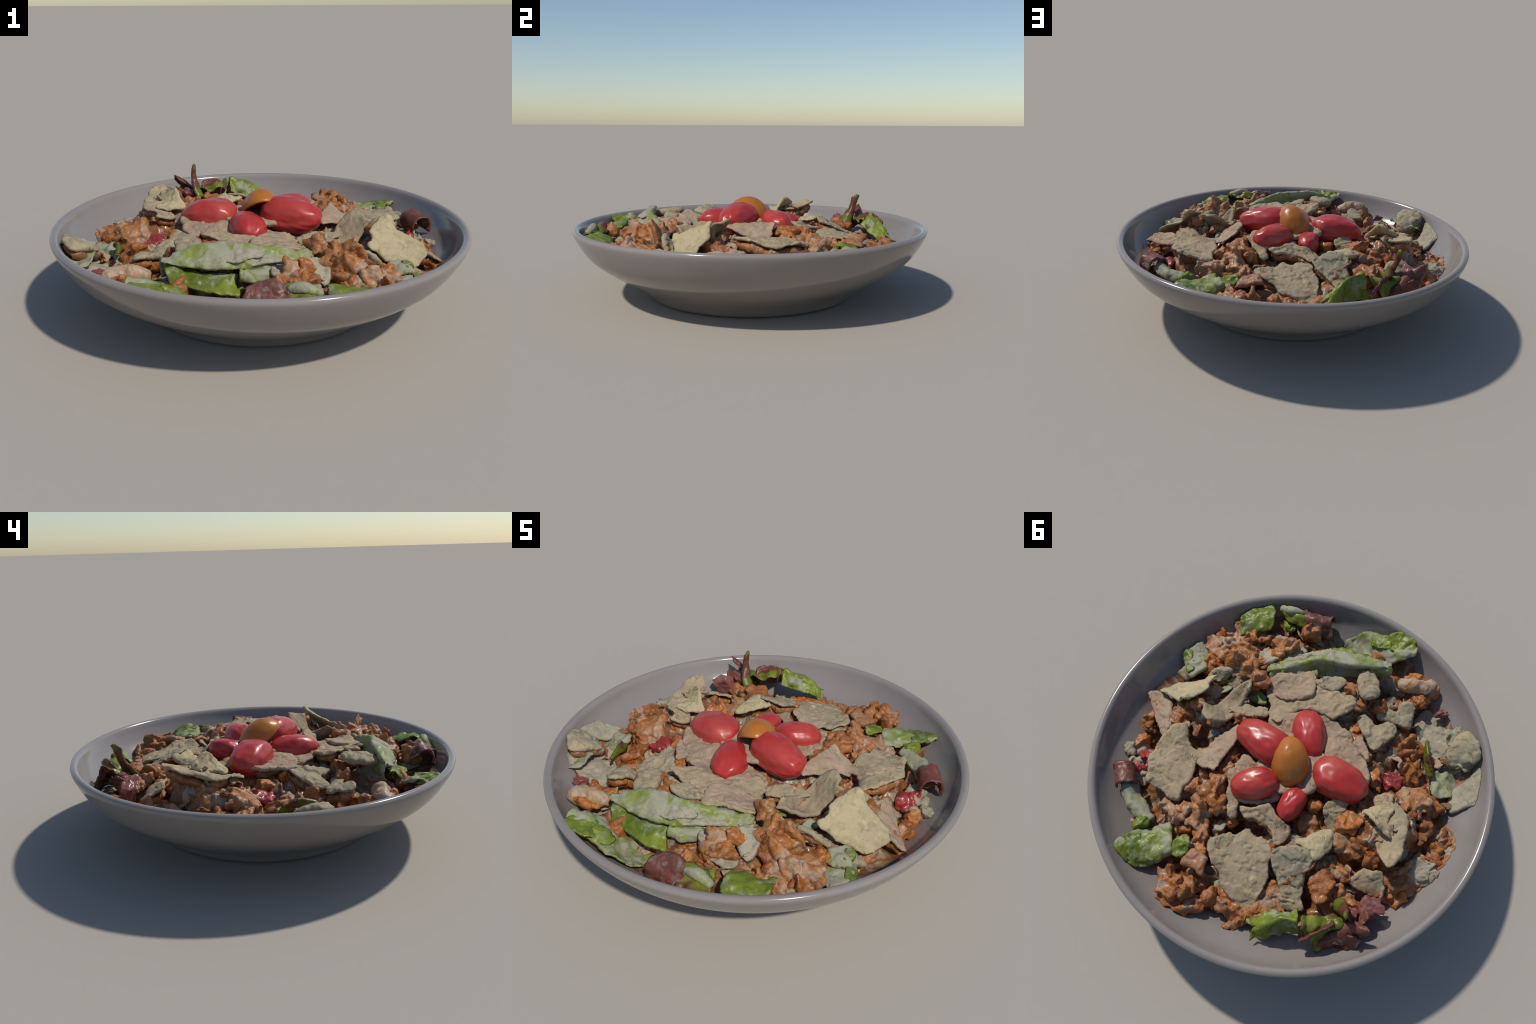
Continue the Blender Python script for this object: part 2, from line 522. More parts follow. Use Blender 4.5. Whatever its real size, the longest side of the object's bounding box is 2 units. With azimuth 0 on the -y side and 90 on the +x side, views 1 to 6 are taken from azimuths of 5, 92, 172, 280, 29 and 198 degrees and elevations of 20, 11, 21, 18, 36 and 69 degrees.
def shaved(name, warm, cool, stain=0.5, stain_color=(0.37, 0.25, 0.165), glaze=0.5):
    """Dull crumbly beige with grey-green and pinkish drifts, thin dark lines and a few smears of glaze."""
    k = Nodes(name)
    c = k.mix(k.ramp(k.noise(7, 4, 0.6), 0.38, 0.62), warm, cool)
    c = k.mix(k.math("MULTIPLY", k.ramp(k.noise(5, 4, 0.6, shift=3.0), 0.5, 0.66), stain), c, stain_color)
    c = k.mix(k.math("MULTIPLY", k.ramp(k.noise(6, 5, 0.65, 0.6, shift=11.0), 0.62, 0.78), glaze * 0.7), c, (0.36, 0.19, 0.09))
    c = k.mix(k.math("MULTIPLY", k.ramp(k.noise(26, 5, 0.7, 0.5, shift=7.0), 0.5, 0.68), 0.6), c, tuple(x * 0.58 for x in warm))
    c = k.mix(k.math("MULTIPLY", k.ramp(k.noise(20, 5, 0.7, 0.5, shift=5.0), 0.52, 0.7), 0.55), c, tuple(min(x * 1.25, 0.8) for x in warm))
    dark_line = k.math("ABSOLUTE", k.math("SUBTRACT", k.noise(9, 5, 0.65, 1.2, shift=15.0), 0.5))
    dark_line = k.math("MULTIPLY", k.ramp(dark_line, 0.016, 0.0), k.ramp(k.noise(7, 2, shift=19.0), 0.48, 0.6))
    c = k.mix(k.math("MULTIPLY", dark_line, 0.8), c, tuple(x * 0.3 for x in cool))
    k.bump(k.noise(34, 6, 0.68, 0.8, shift=1.0), 0.45, 0.014)
    return k.finish(c, 0.78, spec=0.2)


def glazed(name, main, pale, dark, pale_amount=0.5, gloss=0.35, dressing=0.7):
    """Sticky glaze over pale meat: the glaze thins to pinkish cream in patches."""
    k = Nodes(name)
    c = k.mix(k.ramp(k.noise(13, 5, 0.65, 0.8), 0.46, 0.68), main, dark)  # dark mottling paints the brown shadows of the chunks into the glaze
    c = k.mix(k.math("MULTIPLY", k.ramp(k.noise(9, 5, 0.65, 0.8, shift=4.0), 0.62 - 0.22 * pale_amount, 0.70 - 0.15 * pale_amount), 0.85), c, pale)
    c = k.mix(k.math("MULTIPLY", k.ramp(k.noise(45, 3, shift=9.0), 0.5, 0.75), 0.3), c, dark)
    c = k.mix(k.math("MULTIPLY", k.ramp(k.random, 0.2, 1.0), 0.5), c, dark)
    second = k.math("FRACT", k.math("MULTIPLY", k.random, 7.31))
    c = k.mix(k.math("MULTIPLY", k.ramp(second, 0.7, 1.0), 0.35), c, pale)
    c = k.mix(k.math("MULTIPLY", k.ramp(k.noise(6, 5, 0.65, 1.0, shift=21.0), 0.60, 0.68), dressing), c, (0.36, 0.305, 0.225))
    k.bump(k.noise(40, 5, 0.65, 0.8, shift=2.0), 0.6, 0.011)
    return k.finish(c, k.math("ADD", 0.32, k.math("MULTIPLY", k.noise(9, 2, shift=6.0), 0.35)), coat=gloss, coat_rough=0.22)


def leafy(name, fresh, deep, dressed=0.5, dressing=(0.46, 0.46, 0.42), wine=None, wine_amount=0.0):
    """Lettuce with a translucent blade, deeper green drifts and smears of white dressing."""
    k = Nodes(name)
    c = k.mix(k.ramp(k.noise(7, 3, 0.5, 0.6), 0.35, 0.65), fresh, deep)
    if wine:
        c = k.mix(k.ramp(k.noise(5, 3, 0.5, 0.3, shift=5.0), 0.68 - wine_amount * 0.4, 0.76 - wine_amount * 0.4), c, wine)
    veil = k.ramp(k.noise(5.5, 6, 0.68, 1.8, shift=8.0), 0.66 - dressed * 0.4, 0.84 - dressed * 0.4)
    c = k.mix(k.math("MULTIPLY", veil, 0.9), c, dressing)
    k.bump(k.noise(28, 4, 0.55, 0.6, shift=2.0), 0.4, 0.008)
    k.finish(c, k.math("ADD", 0.38, k.math("MULTIPLY", veil, 0.3)), spec=0.4)
    tr = k.t.nodes.new("ShaderNodeBsdfTranslucent")
    k.t.links.new(c, tr.inputs[0])
    mx = k.t.nodes.new("ShaderNodeMixShader")
    mx.inputs[0].default_value = 0.15
    k.t.links.new(k.bsdf.outputs[0], mx.inputs[1])
    k.t.links.new(tr.outputs[0], mx.inputs[2])
    k.t.links.new(mx.outputs[0], k.out.inputs[0])
    return k.mat


def skin(name, main, other, rough=0.22):
    """Smooth waxy fruit skin with drifts of a second tint."""
    k = Nodes(name)
    c = k.mix(k.ramp(k.noise(5, 3, 0.5, 0.3), 0.4, 0.75), main, other)
    k.bump(k.noise(9, 2), 0.12, 0.01)
    k.finish(c, rough, coat=0.05, spec=0.4)
    k.bsdf.inputs["Subsurface Weight"].default_value = 0.0
    return k.mat


def sauce(name):
    """The mixed bed: glaze, white dressing and brown juices run together."""
    k = Nodes(name)
    c = k.mix(k.ramp(k.noise(16, 6, 0.65, 0.8), 0.4, 0.62), BEDC[0], BEDC[1])
    c = k.mix(k.math("MULTIPLY", k.ramp(k.noise(10, 6, 0.65, 1.0, shift=3.0), 0.5, 0.58), 0.9), c, BEDC[2])
    c = k.mix(k.math("MULTIPLY", k.ramp(k.noise(10, 3, 0.6, 0.5, shift=8.0), 0.66, 0.72), 0.8), c, BEDC[3])
    k.bump(k.noise(45, 5, 0.6), 0.5, 0.008)
    return k.finish(c, 0.42, coat=0.2)


ORANGE, PALE, DARK = (0.46, 0.15, 0.028), (0.43, 0.27, 0.145), (0.19, 0.062, 0.015)
BEDC = [(0.32, 0.115, 0.03), (0.15, 0.062, 0.022), (0.34, 0.28, 0.20), (0.13, 0.15, 0.025)]
GLAZE = glazed("sticky_orange_glaze", ORANGE, PALE, DARK, 0.3, 0.14)
GLAZE_PALE = glazed("thin_glaze_over_pale_meat", (0.42, 0.165, 0.045), (0.44, 0.30, 0.19), DARK, 0.6, 0.08)
GLAZE_DARK = glazed("browned_glaze", (0.36, 0.13, 0.032), (0.36, 0.22, 0.12), (0.15, 0.06, 0.02), 0.4, 0.2)
TAN = glazed("tan_roasted_skin", (0.43, 0.30, 0.185), (0.46, 0.35, 0.25), (0.40, 0.19, 0.06), 0.6, 0.05)
FLAKE = shaved("shaved_beige", (0.425, 0.322, 0.192), (0.36, 0.288, 0.185))
FLAKE_GREEN = shaved("shaved_grey_green", (0.405, 0.322, 0.195), (0.33, 0.282, 0.19), 0.2, glaze=0.25)
FLAKE_PINK = shaved("shaved_pinkish", (0.425, 0.308, 0.20), (0.365, 0.262, 0.178), 0.6)
CREAM = shaved("shaved_cream", (0.49, 0.395, 0.23), (0.44, 0.36, 0.21), 0.0, glaze=0.15)
GREY_BROWN = shaved("shaved_grey_brown", (0.34, 0.26, 0.165), (0.37, 0.30, 0.17), 0.3, (0.31, 0.225, 0.165), 0.2)
LETTUCE = leafy("lettuce_green", (0.225, 0.27, 0.028), (0.11, 0.15, 0.013), 0.4, (0.38, 0.38, 0.28))
LETTUCE_DRESSED = leafy("lettuce_with_dressing", (0.27, 0.31, 0.07), (0.19, 0.23, 0.03), 0.66, (0.385, 0.362, 0.265))
LETTUCE_WHITE = leafy("lettuce_under_dressing", (0.27, 0.31, 0.09), (0.20, 0.25, 0.05), 0.74, (0.385, 0.36, 0.27))
WINE_DRESSED = leafy("red_leaf_under_dressing", (0.20, 0.06, 0.045), (0.13, 0.05, 0.03), 0.42, (0.31, 0.26, 0.22))
LETTUCE_RED = leafy("lettuce_red_tipped", (0.22, 0.24, 0.03), (0.12, 0.13, 0.015), 0.15, wine=(0.14, 0.05, 0.025), wine_amount=0.35)
WINE = leafy("red_lettuce_wine", (0.18, 0.06, 0.04), (0.12, 0.045, 0.03), 0.25, (0.29, 0.22, 0.19))
DRESSING = shaved("white_dressing", (0.39, 0.345, 0.245), (0.345, 0.295, 0.215), 0.3, (0.33, 0.31, 0.18), 0.3)
ONION = skin("red_onion_skin", (0.21, 0.065, 0.055), (0.29, 0.13, 0.105), 0.25)
TOMATO = skin("tomato_red_skin", (0.42, 0.032, 0.028), (0.46, 0.07, 0.052), 0.34)
YELLOW = skin("tomato_amber_skin", (0.45, 0.155, 0.02), (0.40, 0.125, 0.018), 0.35)
JAM = glazed("tomato_flesh", (0.36, 0.03, 0.025), (0.36, 0.09, 0.07), (0.22, 0.015, 0.015), 0.2, 0.6)
SAUCE = sauce("mixed_sauce_bed")


def stoneware():
    k = Nodes("taupe_glazed_stoneware")
    c = k.mix(k.ramp(k.noise(3, 3), 0.3, 0.7), (0.272, 0.238, 0.216), (0.250, 0.219, 0.198))
    k.bump(k.noise(5, 2), 0.04, 0.01)
    return k.finish(c, 0.14, spec=0.5)


STONE = stoneware()

# ------------------------------------------------------------------ bowl

def bowl():
    prof = np.concatenate([spline(OUTER[3:], 60), spline(INNER, 80)])
    prof = np.concatenate([spline(OUTER[:4], 12)[:-1], prof]) * CM
    keep = np.concatenate([[True], np.linalg.norm(np.diff(prof, axis=0), axis=1) > 1e-5])
    prof = prof[keep]
    prof[0, 0] = prof[-1, 0] = 0.0005
    n, m = len(prof), 256
    a = np.linspace(0, 2 * np.pi, m, endpoint=False)
    v = np.stack([prof[:, 0:1] * np.cos(a), prof[:, 0:1] * np.sin(a), prof[:, 1:2] + 0 * a], -1).reshape(-1, 3)
    idx = np.arange(n * m).reshape(n, m)
    f = np.stack([idx[:-1], np.roll(idx[:-1], -1, 1), np.roll(idx[1:], -1, 1), idx[1:]], -1).reshape(-1, 4)
    faces = [tuple(q) for q in f] + [tuple(idx[0][::-1]), tuple(idx[-1])]
    ob = add("bowl", v, faces, STONE, parent=None)
    ob["label"] = "wide shallow taupe glazed stoneware bowl with rounded lip"
    ob["category"] = "bowl"


bowl()
# ------------------------------------------------------------------ pieces

# tomato halves in the middle

# large shaved flakes
flake("shaved_flake", FLAKE, [(63.1, -2.8, 43), (60, -5.7, 43.3), (56.5, -6.9, 42), (53.9, -3.2, 40.5), (53.7, 0.3, 39.5), (49.7, 4.2, 39), (45.3, 4.8, 39), (42.2, 8.3, 40), (45.4, 12.1, 39.5), (44.5, 15.4, 39.5), (44.9, 22.1, 39), (47.2, 26, 38), (48.2, 32, 36.7), (51.3, 32.7, 36.5), (57.2, 29.9, 38.5), (61.2, 29.1, 39.5), (66.1, 27.6, 40.5), (67.6, 21, 39.5), (69.4, 15.9, 39), (67.5, 8.9, 40.5), (65.4, 2.5, 42)], thick=1.5, seed=3, under=GLAZE_DARK)
flake("shaved_flake", FLAKE_PINK, [(47.2, 3.9, 38.5), (42.4, 2.4, 39), (40.3, -3, 41), (35.8, -7.7, 43), (31.1, -12.6, 43.5), (28.4, -8.9, 44.5), (29.4, -0.1, 45), (32, 7.5, 45.5), (33.6, 13, 46.5), (34.3, 15.4, 46.5), (37.1, 14.1, 44), (41.5, 13.1, 41), (45, 12, 39.5)], thick=1.4, seed=4)
flake("shaved_flake", FLAKE_PINK, [(85, -22.7, 30), (79.4, -23.6, 33), (70.3, -19.6, 36), (66.6, -12.6, 37), (64.8, -5.6, 37), (67.1, 1.2, 35), (71, -2.7, 34), (77.3, -10.2, 32)], thick=1.8, under=GLAZE_DARK)
flake("shaved_flake", CREAM, [(59, -15.5, 50), (62.5, -17, 48.5), (64, -16.2, 42.9), (71.6, -19.8, 40.2), (78.2, -22.9, 35), (76.3, -25.9, 31.3), (71.4, -32.3, 29.6), (65.6, -32.9, 31.1), (59.9, -33.9, 32.7), (54.6, -35.5, 37), (50, -36.6, 41.4), (51.7, -31.7, 43), (51.6, -25.8, 45.7), (54.5, -20.3, 47.9)], thick=1.6, rough=0.4, bulge=0.8, warp=1.0, seed=31, droop=0)
ribbon("shaved_flake", GREY_BROWN, [
    [(31.5, -32.6, 45.6), (35.3, -20.7, 40.5), (37.5, -12.4, 43.5), (44.5, -9, 50), (49.9, -11.2, 47.9)],
    [(31.7, -35.5, 44.5), (35, -28, 36.5), (41, -20, 37.5), (50.1, -16.4, 48.2)],
    [(31.9, -39.3, 44.2), (39.2, -33.8, 40), (45.4, -25.6, 35.9), (48.7, -19.8, 40.4), (52.9, -17, 47.3)]], thick=2.0, rough=0.18)
flake("shaved_flake", FLAKE_GREEN, [(57.5, -37.3, 32.5), (56.7, -40.6, 35.5), (53.7, -42.2, 39), (48.5, -42.4, 42), (44.5, -43, 41.5), (43.6, -41.5, 40), (46.3, -38.1, 37), (51.5, -36.3, 33.5), (55.5, -35.8, 31.5)], thick=3, under=GLAZE_DARK)
flake("shaved_flake", FLAKE_GREEN, [(74.1, -38.3, 30), (72, -41.3, 32), (66.9, -44, 33), (62.5, -43.2, 33.5), (64.2, -38.3, 32), (68.3, -35.5, 30)], thick=3)
flake("shaved_flake", FLAKE, [(24.4, -42.3, 41), (21, -46.2, 42), (11.1, -48.6, 43), (1.6, -53.6, 43), (-0.3, -49.1, 42), (-2.6, -45.6, 42.5), (-11, -44.4, 44), (-17.7, -42, 46), (-22.4, -39.4, 46.5), (-21.6, -36.3, 45), (-16, -31.6, 43), (-13.1, -28.8, 42), (-4.5, -30.8, 42), (1.9, -30, 42), (7.3, -25.7, 41), (12.4, -20.1, 41), (18.9, -24.3, 38.5), (18.9, -29.3, 38.5), (23.3, -34.7, 38.5)], thick=1.5, seed=11, under=GLAZE_DARK)
flake("shaved_flake", FLAKE_PINK, [(-4.1, -32.3, 41), (-13.4, -30.5, 42), (-18.6, -27.6, 41), (-24.5, -25, 40), (-26.5, -20, 40), (-31.9, -16.1, 40), (-36.5, -10.2, 40.5), (-39.7, -1.8, 41), (-36.4, 2.2, 41), (-25.4, -7.5, 41), (-16.7, -8, 41), (-7.1, -16.2, 41), (2.4, -13.8, 40), (15.2, -17.2, 38.5), (18.5, -23, 38), (7.8, -27.2, 41)], thick=1.9, seed=12, under=GLAZE_DARK)
flake("shaved_flake", FLAKE_PINK, [(27.2, 16.2, 42), (28.6, 10.1, 41), (26.2, 6.3, 41), (23.3, 1.4, 42), (16.1, 3.6, 42), (10.9, 1.7, 41), (1.8, 7.9, 40), (0.2, 18, 40), (11.1, 24.2, 40), (22.7, 23.5, 41)], thick=2.0, under=GLAZE_DARK)
flake("shaved_flake", FLAKE_GREEN, [(-24.5, -35.6, 39), (-28.6, -38.8, 37.5), (-31.7, -36.7, 37), (-34.8, -34.2, 36.5), (-39.9, -39.3, 35), (-46.1, -37, 35), (-44.8, -30.4, 36), (-41.4, -25.3, 38), (-36.7, -19.6, 41), (-33.1, -22.5, 40.5), (-28.9, -27.9, 40)], thick=1.8, under=GLAZE_DARK)
flake("shaved_flake", FLAKE_GREEN, [(-33.9, -42, 36), (-36.4, -45.5, 37), (-43.4, -45.4, 37), (-43.7, -49.7, 38), (-47.7, -51.7, 38), (-51.6, -50, 37), (-52.2, -43.2, 36), (-52.2, -38.4, 35), (-46.1, -38.8, 34), (-40, -39.4, 34), (-34.9, -38.6, 35)], thick=2.2, under=GLAZE_DARK)
flake("shaved_flake", FLAKE_GREEN, [(-19.8, -57.1, 44), (-23, -62.1, 42), (-27, -61.2, 42), (-32.7, -48.7, 44), (-30.3, -44.6, 45), (-23.7, -43.5, 45)], thick=4.5)
flake("shaved_flake", FLAKE_GREEN, [(1.4, -46.6, 42.5), (-4.7, -51.2, 43.5), (-10.3, -52.6, 44), (-15, -50.1, 45), (-12.9, -45.5, 44), (-10.4, -43.7, 44), (-3.6, -44.4, 43)], thick=2.2, under=GLAZE_DARK)
flake("shaved_flake", FLAKE, [(-43.2, 4.9, 39.5), (-44.4, 2.3, 39.5), (-52.4, 0.4, 42), (-53.3, 5.1, 42.3), (-57.4, 6.1, 42.3), (-61.3, 10.9, 42.7), (-62.2, 19.9, 45), (-62.2, 29.8, 48), (-60.9, 33.9, 48), (-57.2, 37.7, 48), (-53.4, 34.9, 47), (-49.8, 29.8, 44.5), (-46.3, 21.2, 43), (-49.4, 15.7, 42)], thick=1.5, seed=17, under=GLAZE_DARK)
flake("shaved_flake", CREAM, [(-39.4, 14.2, 42), (-42, 15.5, 46.5), (-45, 19, 51), (-48, 21, 51.3), (-52, 23, 49.5), (-55.5, 24, 47.5), (-54.5, 21.5, 45.2), (-52.5, 14, 43.4), (-53.5, 8.5, 43), (-46, 9, 42.3)], thick=1.5)
flake("shaved_flake", FLAKE_GREEN, [(-3.3, 46, 40), (-4, 43.4, 41.5), (-10.3, 39.2, 42.5), (-15.5, 38.2, 43), (-21.5, 40.1, 42.7), (-23.1, 43.3, 41.5), (-22.9, 45.5, 40), (-21.7, 48.5, 38), (-22.5, 53.2, 35), (-22.9, 59.4, 32.5), (-24.8, 64.7, 30.5), (-19.9, 66.7, 29.5), (-15, 66.8, 29.5), (-12, 59.9, 32.5), (-7.5, 52.2, 36)], thick=1.4, seed=19, under=GLAZE_DARK)
flake("shaved_flake", FLAKE, [(27.3, 45.9, 37.5), (23.8, 43, 37), (19.2, 39.8, 36), (15.7, 39.7, 35.5), (13, 36.8, 36), (10, 35.1, 37), (7.1, 37.8, 35.5), (3.5, 37.7, 36), (-1.2, 40.4, 38), (-3.9, 44.6, 38), (-3.9, 49.3, 37), (-5.1, 54.3, 35.5), (-5.1, 58.1, 34), (-3.7, 63.7, 32), (-2.2, 68, 30), (0.8, 72.1, 29), (5.1, 71.5, 30), (11.1, 67.9, 31), (16.3, 63.6, 33), (19.3, 58.5, 34.5), (23.8, 55.2, 36), (26.6, 50.6, 37)], thick=1.4, seed=20, under=GLAZE_DARK, bulge=-0.5)
flake("shaved_flake", GLAZE_PALE, [(-2.7, 63, 30.5), (-6.7, 55.2, 32.5), (-10.1, 56.3, 32.5), (-13.2, 60.7, 31), (-15.8, 67.2, 29), (-9.7, 69.9, 28.5), (-0, 72.5, 28.5)], thick=1.5)
flake("shaved_flake", FLAKE, [(17.5, 27.2, 41), (10.5, 26, 41.5), (4.5, 22.4, 42.5), (0.4, 25.6, 42.5), (-4.3, 28.2, 41.5), (-8.2, 29.5, 38.5), (-9.5, 34.2, 37.5), (-7.8, 37.7, 38), (-3.3, 40.1, 38), (-0.8, 35.5, 38), (1.5, 32.5, 38), (8.9, 31.2, 39.5), (14.5, 31.6, 40.5)], thick=1.5, seed=22, under=GLAZE_DARK)
flake("shaved_flake", CREAM, [(-12.5, 36.5, 42.3), (-17.9, 32, 41), (-22.2, 27.4, 39.5), (-26.6, 25.4, 38.3), (-29.3, 27.4, 38), (-29.7, 34.2, 38.5), (-26.1, 41.5, 40.5), (-23.2, 43.6, 42), (-20.6, 39.2, 41.8), (-15.5, 38.1, 42.4)], thick=1.6, bulge=0.5)
flake("shaved_flake", GREY_BROWN, [(-21.3, 14.2, 41), (-24, 11.1, 41), (-32.2, 10.2, 41), (-31.4, 16.9, 38), (-30.8, 24.3, 35), (-25.8, 24, 34), (-22.4, 19.2, 37)], thick=1.5)
flake("shaved_flake", FLAKE, [(-42.1, 46.1, 34.5), (-47.4, 38.5, 37), (-49.6, 38.8, 37), (-56.3, 37.7, 36), (-58.2, 41.6, 34), (-59.4, 48, 31), (-54.9, 48.4, 30), (-48.4, 48.3, 32)], thick=1.5, under=GLAZE_DARK)
flake("shaved_flake", FLAKE, [(26.3, 21.2, 42), (25.9, 17.8, 42.5), (22.7, 18, 42.5), (19.2, 24.7, 41), (18.1, 31.9, 38), (21, 33.3, 37), (24.3, 26.5, 39.5)], thick=1.4, under=GLAZE_DARK)
flake("shaved_flake", DRESSING, [(-80, -8.3, 26), (-81.1, -15.1, 27.5), (-86.9, -22, 30.5), (-89.7, -28, 35.5), (-91.7, -26.8, 36), (-93.4, -16.1, 35), (-94.1, -10, 33.5), (-88.4, -7, 30.5), (-82.3, -2.9, 27)], thick=2, rough=0.3)
flake("shaved_flake", FLAKE_GREEN, [(-72.9, -29.7, 34.5), (-74.9, -38.4, 37), (-80.5, -44.2, 38.5), (-85.1, -40.3, 40.5), (-88, -35.2, 41.5), (-89.1, -30.3, 39), (-83, -26.6, 34), (-76.6, -25.7, 31.5)], thick=3, bulge=1, under=GLAZE_DARK)
flake("shaved_flake", FLAKE, [(39.3, -20.3, 42), (33, -26, 40), (26.3, -26.5, 39), (20, -27.9, 39), (18.7, -23.6, 40), (24.9, -19.6, 41), (33.6, -19, 42)], thick=1.6, under=GLAZE_DARK)
flake("shaved_flake", FLAKE, [(-11.1, -44.7, 42), (-16.7, -48.8, 42), (-22.3, -47.7, 41), (-22.1, -42.1, 42), (-16.8, -42.5, 43)], thick=1.6)
flake("shaved_flake", FLAKE_PINK, [(-25.9, -19.8, 40), (-28.8, -25.9, 39), (-33.3, -21.8, 40.5), (-36.3, -12.7, 40), (-32.3, -14.6, 40)], thick=2)

# glazed chunks
shred(GLAZE_PALE, [(27.9, -40.2, 41.8), (35, -47, 39.8), (44.2, -53.3, 35.8), (54.8, -58, 31.8)], (6.2, 9, 10.6, 9.5), flat=0.7)
shred(GLAZE, [(35.1, -51.6, 34.8), (45.4, -58.4, 31.8), (55.1, -62.9, 28.8)], (6.7, 7.8, 6.7))
chunk(GLAZE, (52.5, -59, 30), (5.8, 5.2, 4.7), (0, 0, 0))
shred(GLAZE_PALE, [(33.4, -71.1, 31.8), (41.5, -71.5, 31.8), (48.5, -67.9, 29.8), (55.2, -65.4, 27.8)], (4.5, 7.3, 7.3, 5.6), flat=0.7)
chunk(GLAZE_PALE, (19.1, -65.9, 33.9), (8.9, 7.4, 6.8), (0, 0, 20), seed=51)
chunk(GLAZE, (24.2, -58.1, 38.4), (3.4, 4.4, 4.7), (0, 0, 0))
chunk(GLAZE_PALE, (10.4, -79.2, 35.9), (6.7, 5.7, 6.3), (20, -10, 20))
chunk(GLAZE, (-27.5, -73.7, 32.4), (5, 4.8, 4.2), (10, 20, 0))
strip("tan_log", TAN, [(-60, -67.2, 35), (-53.6, -64.4, 35), (-46.5, -62.9, 34.5), (-39.7, -62.6, 34.5)], (3.8, 4.4, 4.2, 3.2), folds=0.15)
shred(GLAZE, [(-59.2, -64.5, 31.8), (-53.3, -58.2, 30.8), (-47.9, -53.3, 28.8)], (3.9, 5, 3.9))
shred(GLAZE, [(-54.3, -67.4, 34.3), (-48.6, -68.9, 34.8), (-44, -66.4, 33.8)], (2, 2.5, 2))
chunk(GLAZE, (-56, -29.3, 27.9), (8.4, 7.9, 6.5), (0, 0, 40), seed=57)
chunk(GLAZE, (-58.2, -18.8, 27.4), (6.8, 6.8, 5.2), (0, 20, 10), seed=58)
chunk(GLAZE_PALE, (-62.5, -3, 31.4), (10, 8.6, 7.4), (0, 15, 30), seed=59)
chunk(GLAZE, (-71.8, -2.2, 28.4), (6.8, 5.2, 4.7), (0, 0, -30))
chunk(GLAZE_PALE, (-71.5, 7.9, 26.4), (5.2, 6.8, 6.3), (0, 0, 20))
chunk(GLAZE_PALE, (-84.7, 11.7, 24.9), (6.3, 5.8, 4), (0, 15, 0))
chunk(GLAZE, (-78.4, 18.9, 25.4), (5.2, 4.2, 3.7), (0, 0, 0))
chunk(GLAZE, (-35.1, 19, 37.4), (6.8, 6.8, 5.2), (0, 0, 0), seed=62)
chunk(GLAZE_PALE, (-38.9, 28.1, 32.4), (8.4, 8.4, 5.8), (0, 0, 0), seed=63)
chunk(GLAZE, (-49.1, 33.3, 33.4), (5.2, 5.2, 4.2), (0, 0, 0))
chunk(GLAZE, (-30.2, 52.9, 33.4), (7.4, 7.9, 6.5), (0, 0, 30), seed=65)
chunk(GLAZE, (-41.9, 55.2, 30.9), (8.4, 5.2, 5.8), (0, 10, -35), seed=66)
chunk(GLAZE_PALE, (-38.2, 43.9, 31.9), (5.2, 4.2, 4.2), (0, 0, 0))
shred(GLAZE, [(29.4, 3.5, 38.3), (30.4, 13.5, 39.3), (34.4, 23.2, 39.8), (28.8, 29.5, 38.8)], (4.5, 5, 5.8, 5), seed=70)
shred(GLAZE, [(32, 22.4, 37.3), (35.8, 30.7, 36.3), (35.4, 38.9, 34.3), (31.8, 46.4, 33.3), (29.2, 51.3, 32.8)], (5.6, 6.2, 5.6, 4.7, 3.4), seed=71)
shred(GLAZE, [(43.7, 22.6, 36.8), (44.5, 28.8, 36.3), (44.8, 34.6, 35.3)], (4.5, 5, 3.9), seed=72)
shred(GLAZE_PALE, [(53, 35, 33.8), (48.7, 38.4, 34.3), (43.8, 35.6, 34.8), (40.3, 33.1, 34.8)], (3.9, 5.6, 5, 3.9), seed=73)
shred(GLAZE, [(35.8, 38.4, 32.3), (42.1, 42.1, 30.8), (48.9, 46.5, 28.8)], (4.5, 4.5, 3.4))
shred(GLAZE, [(26.2, 27.4, 34.8), (25.9, 33, 33.8), (20, 33.7, 32.3)], (4.5, 3.9, 3.4))
chunk(GLAZE, (39.8, 70.4, 30.4), (6.8, 7.9, 6.3), (0, 0, 0))
chunk(GLAZE_PALE, (31.2, 70.6, 30.4), (6.8, 7.4, 5.2), (0, 0, 0))
shred(GLAZE, [(38.6, 77.1, 27.8), (32.3, 79.3, 26.8), (25.9, 76.8, 27.8), (19.8, 71.7, 28.8)], (4.5, 5.4, 5, 4.5))
flake("cut_chunk", GLAZE_PALE, [(37.2, 60.9, 34), (35.5, 55.5, 34.5), (33.8, 52.1, 34.5), (25.5, 54.7, 37.5), (24.5, 58, 38), (24.5, 63.8, 37.5), (30.3, 61.9, 35)], thick=3.5)
shred(GLAZE, [(19.2, 71.9, 26.8), (11.8, 73.1, 26.3), (2.6, 75.6, 24.8), (5.9, 81.1, 22.8)], (3.9, 4.5, 3.9, 3.4))
shred(GLAZE, [(15.4, 66, 27.8), (8.1, 71.4, 26.8), (-1, 73.5, 26.8), (-15.5, 68.2, 27.8)], (3.4, 3.6, 3.4, 2.8))
chunk(GLAZE, (60.7, -15.2, 36.9), (5.8, 5.2, 5.2), (0, 0, 0))
chunk(GLAZE, (63.3, -10.7, 34.4), (4.7, 5.2, 4.2), (0, 0, 0))
shred(GLAZE, [(54, -17.7, 42.8), (49.3, -14.7, 41.8), (42.4, -13.3, 38.8)], (3.9, 5, 4.5))
chunk(GLAZE, (29.4, -19.6, 37.4), (7.4, 4.7, 3.8), (0, 0, 10))
chunk(GLAZE_PALE, (32.4, -19.6, 38.4), (4.7, 4.2, 3.6), (0, 0, 0))
chunk(GLAZE, (79.3, -7.7, 27.4), (3.7, 5.8, 4.2), (0, 0, 0))
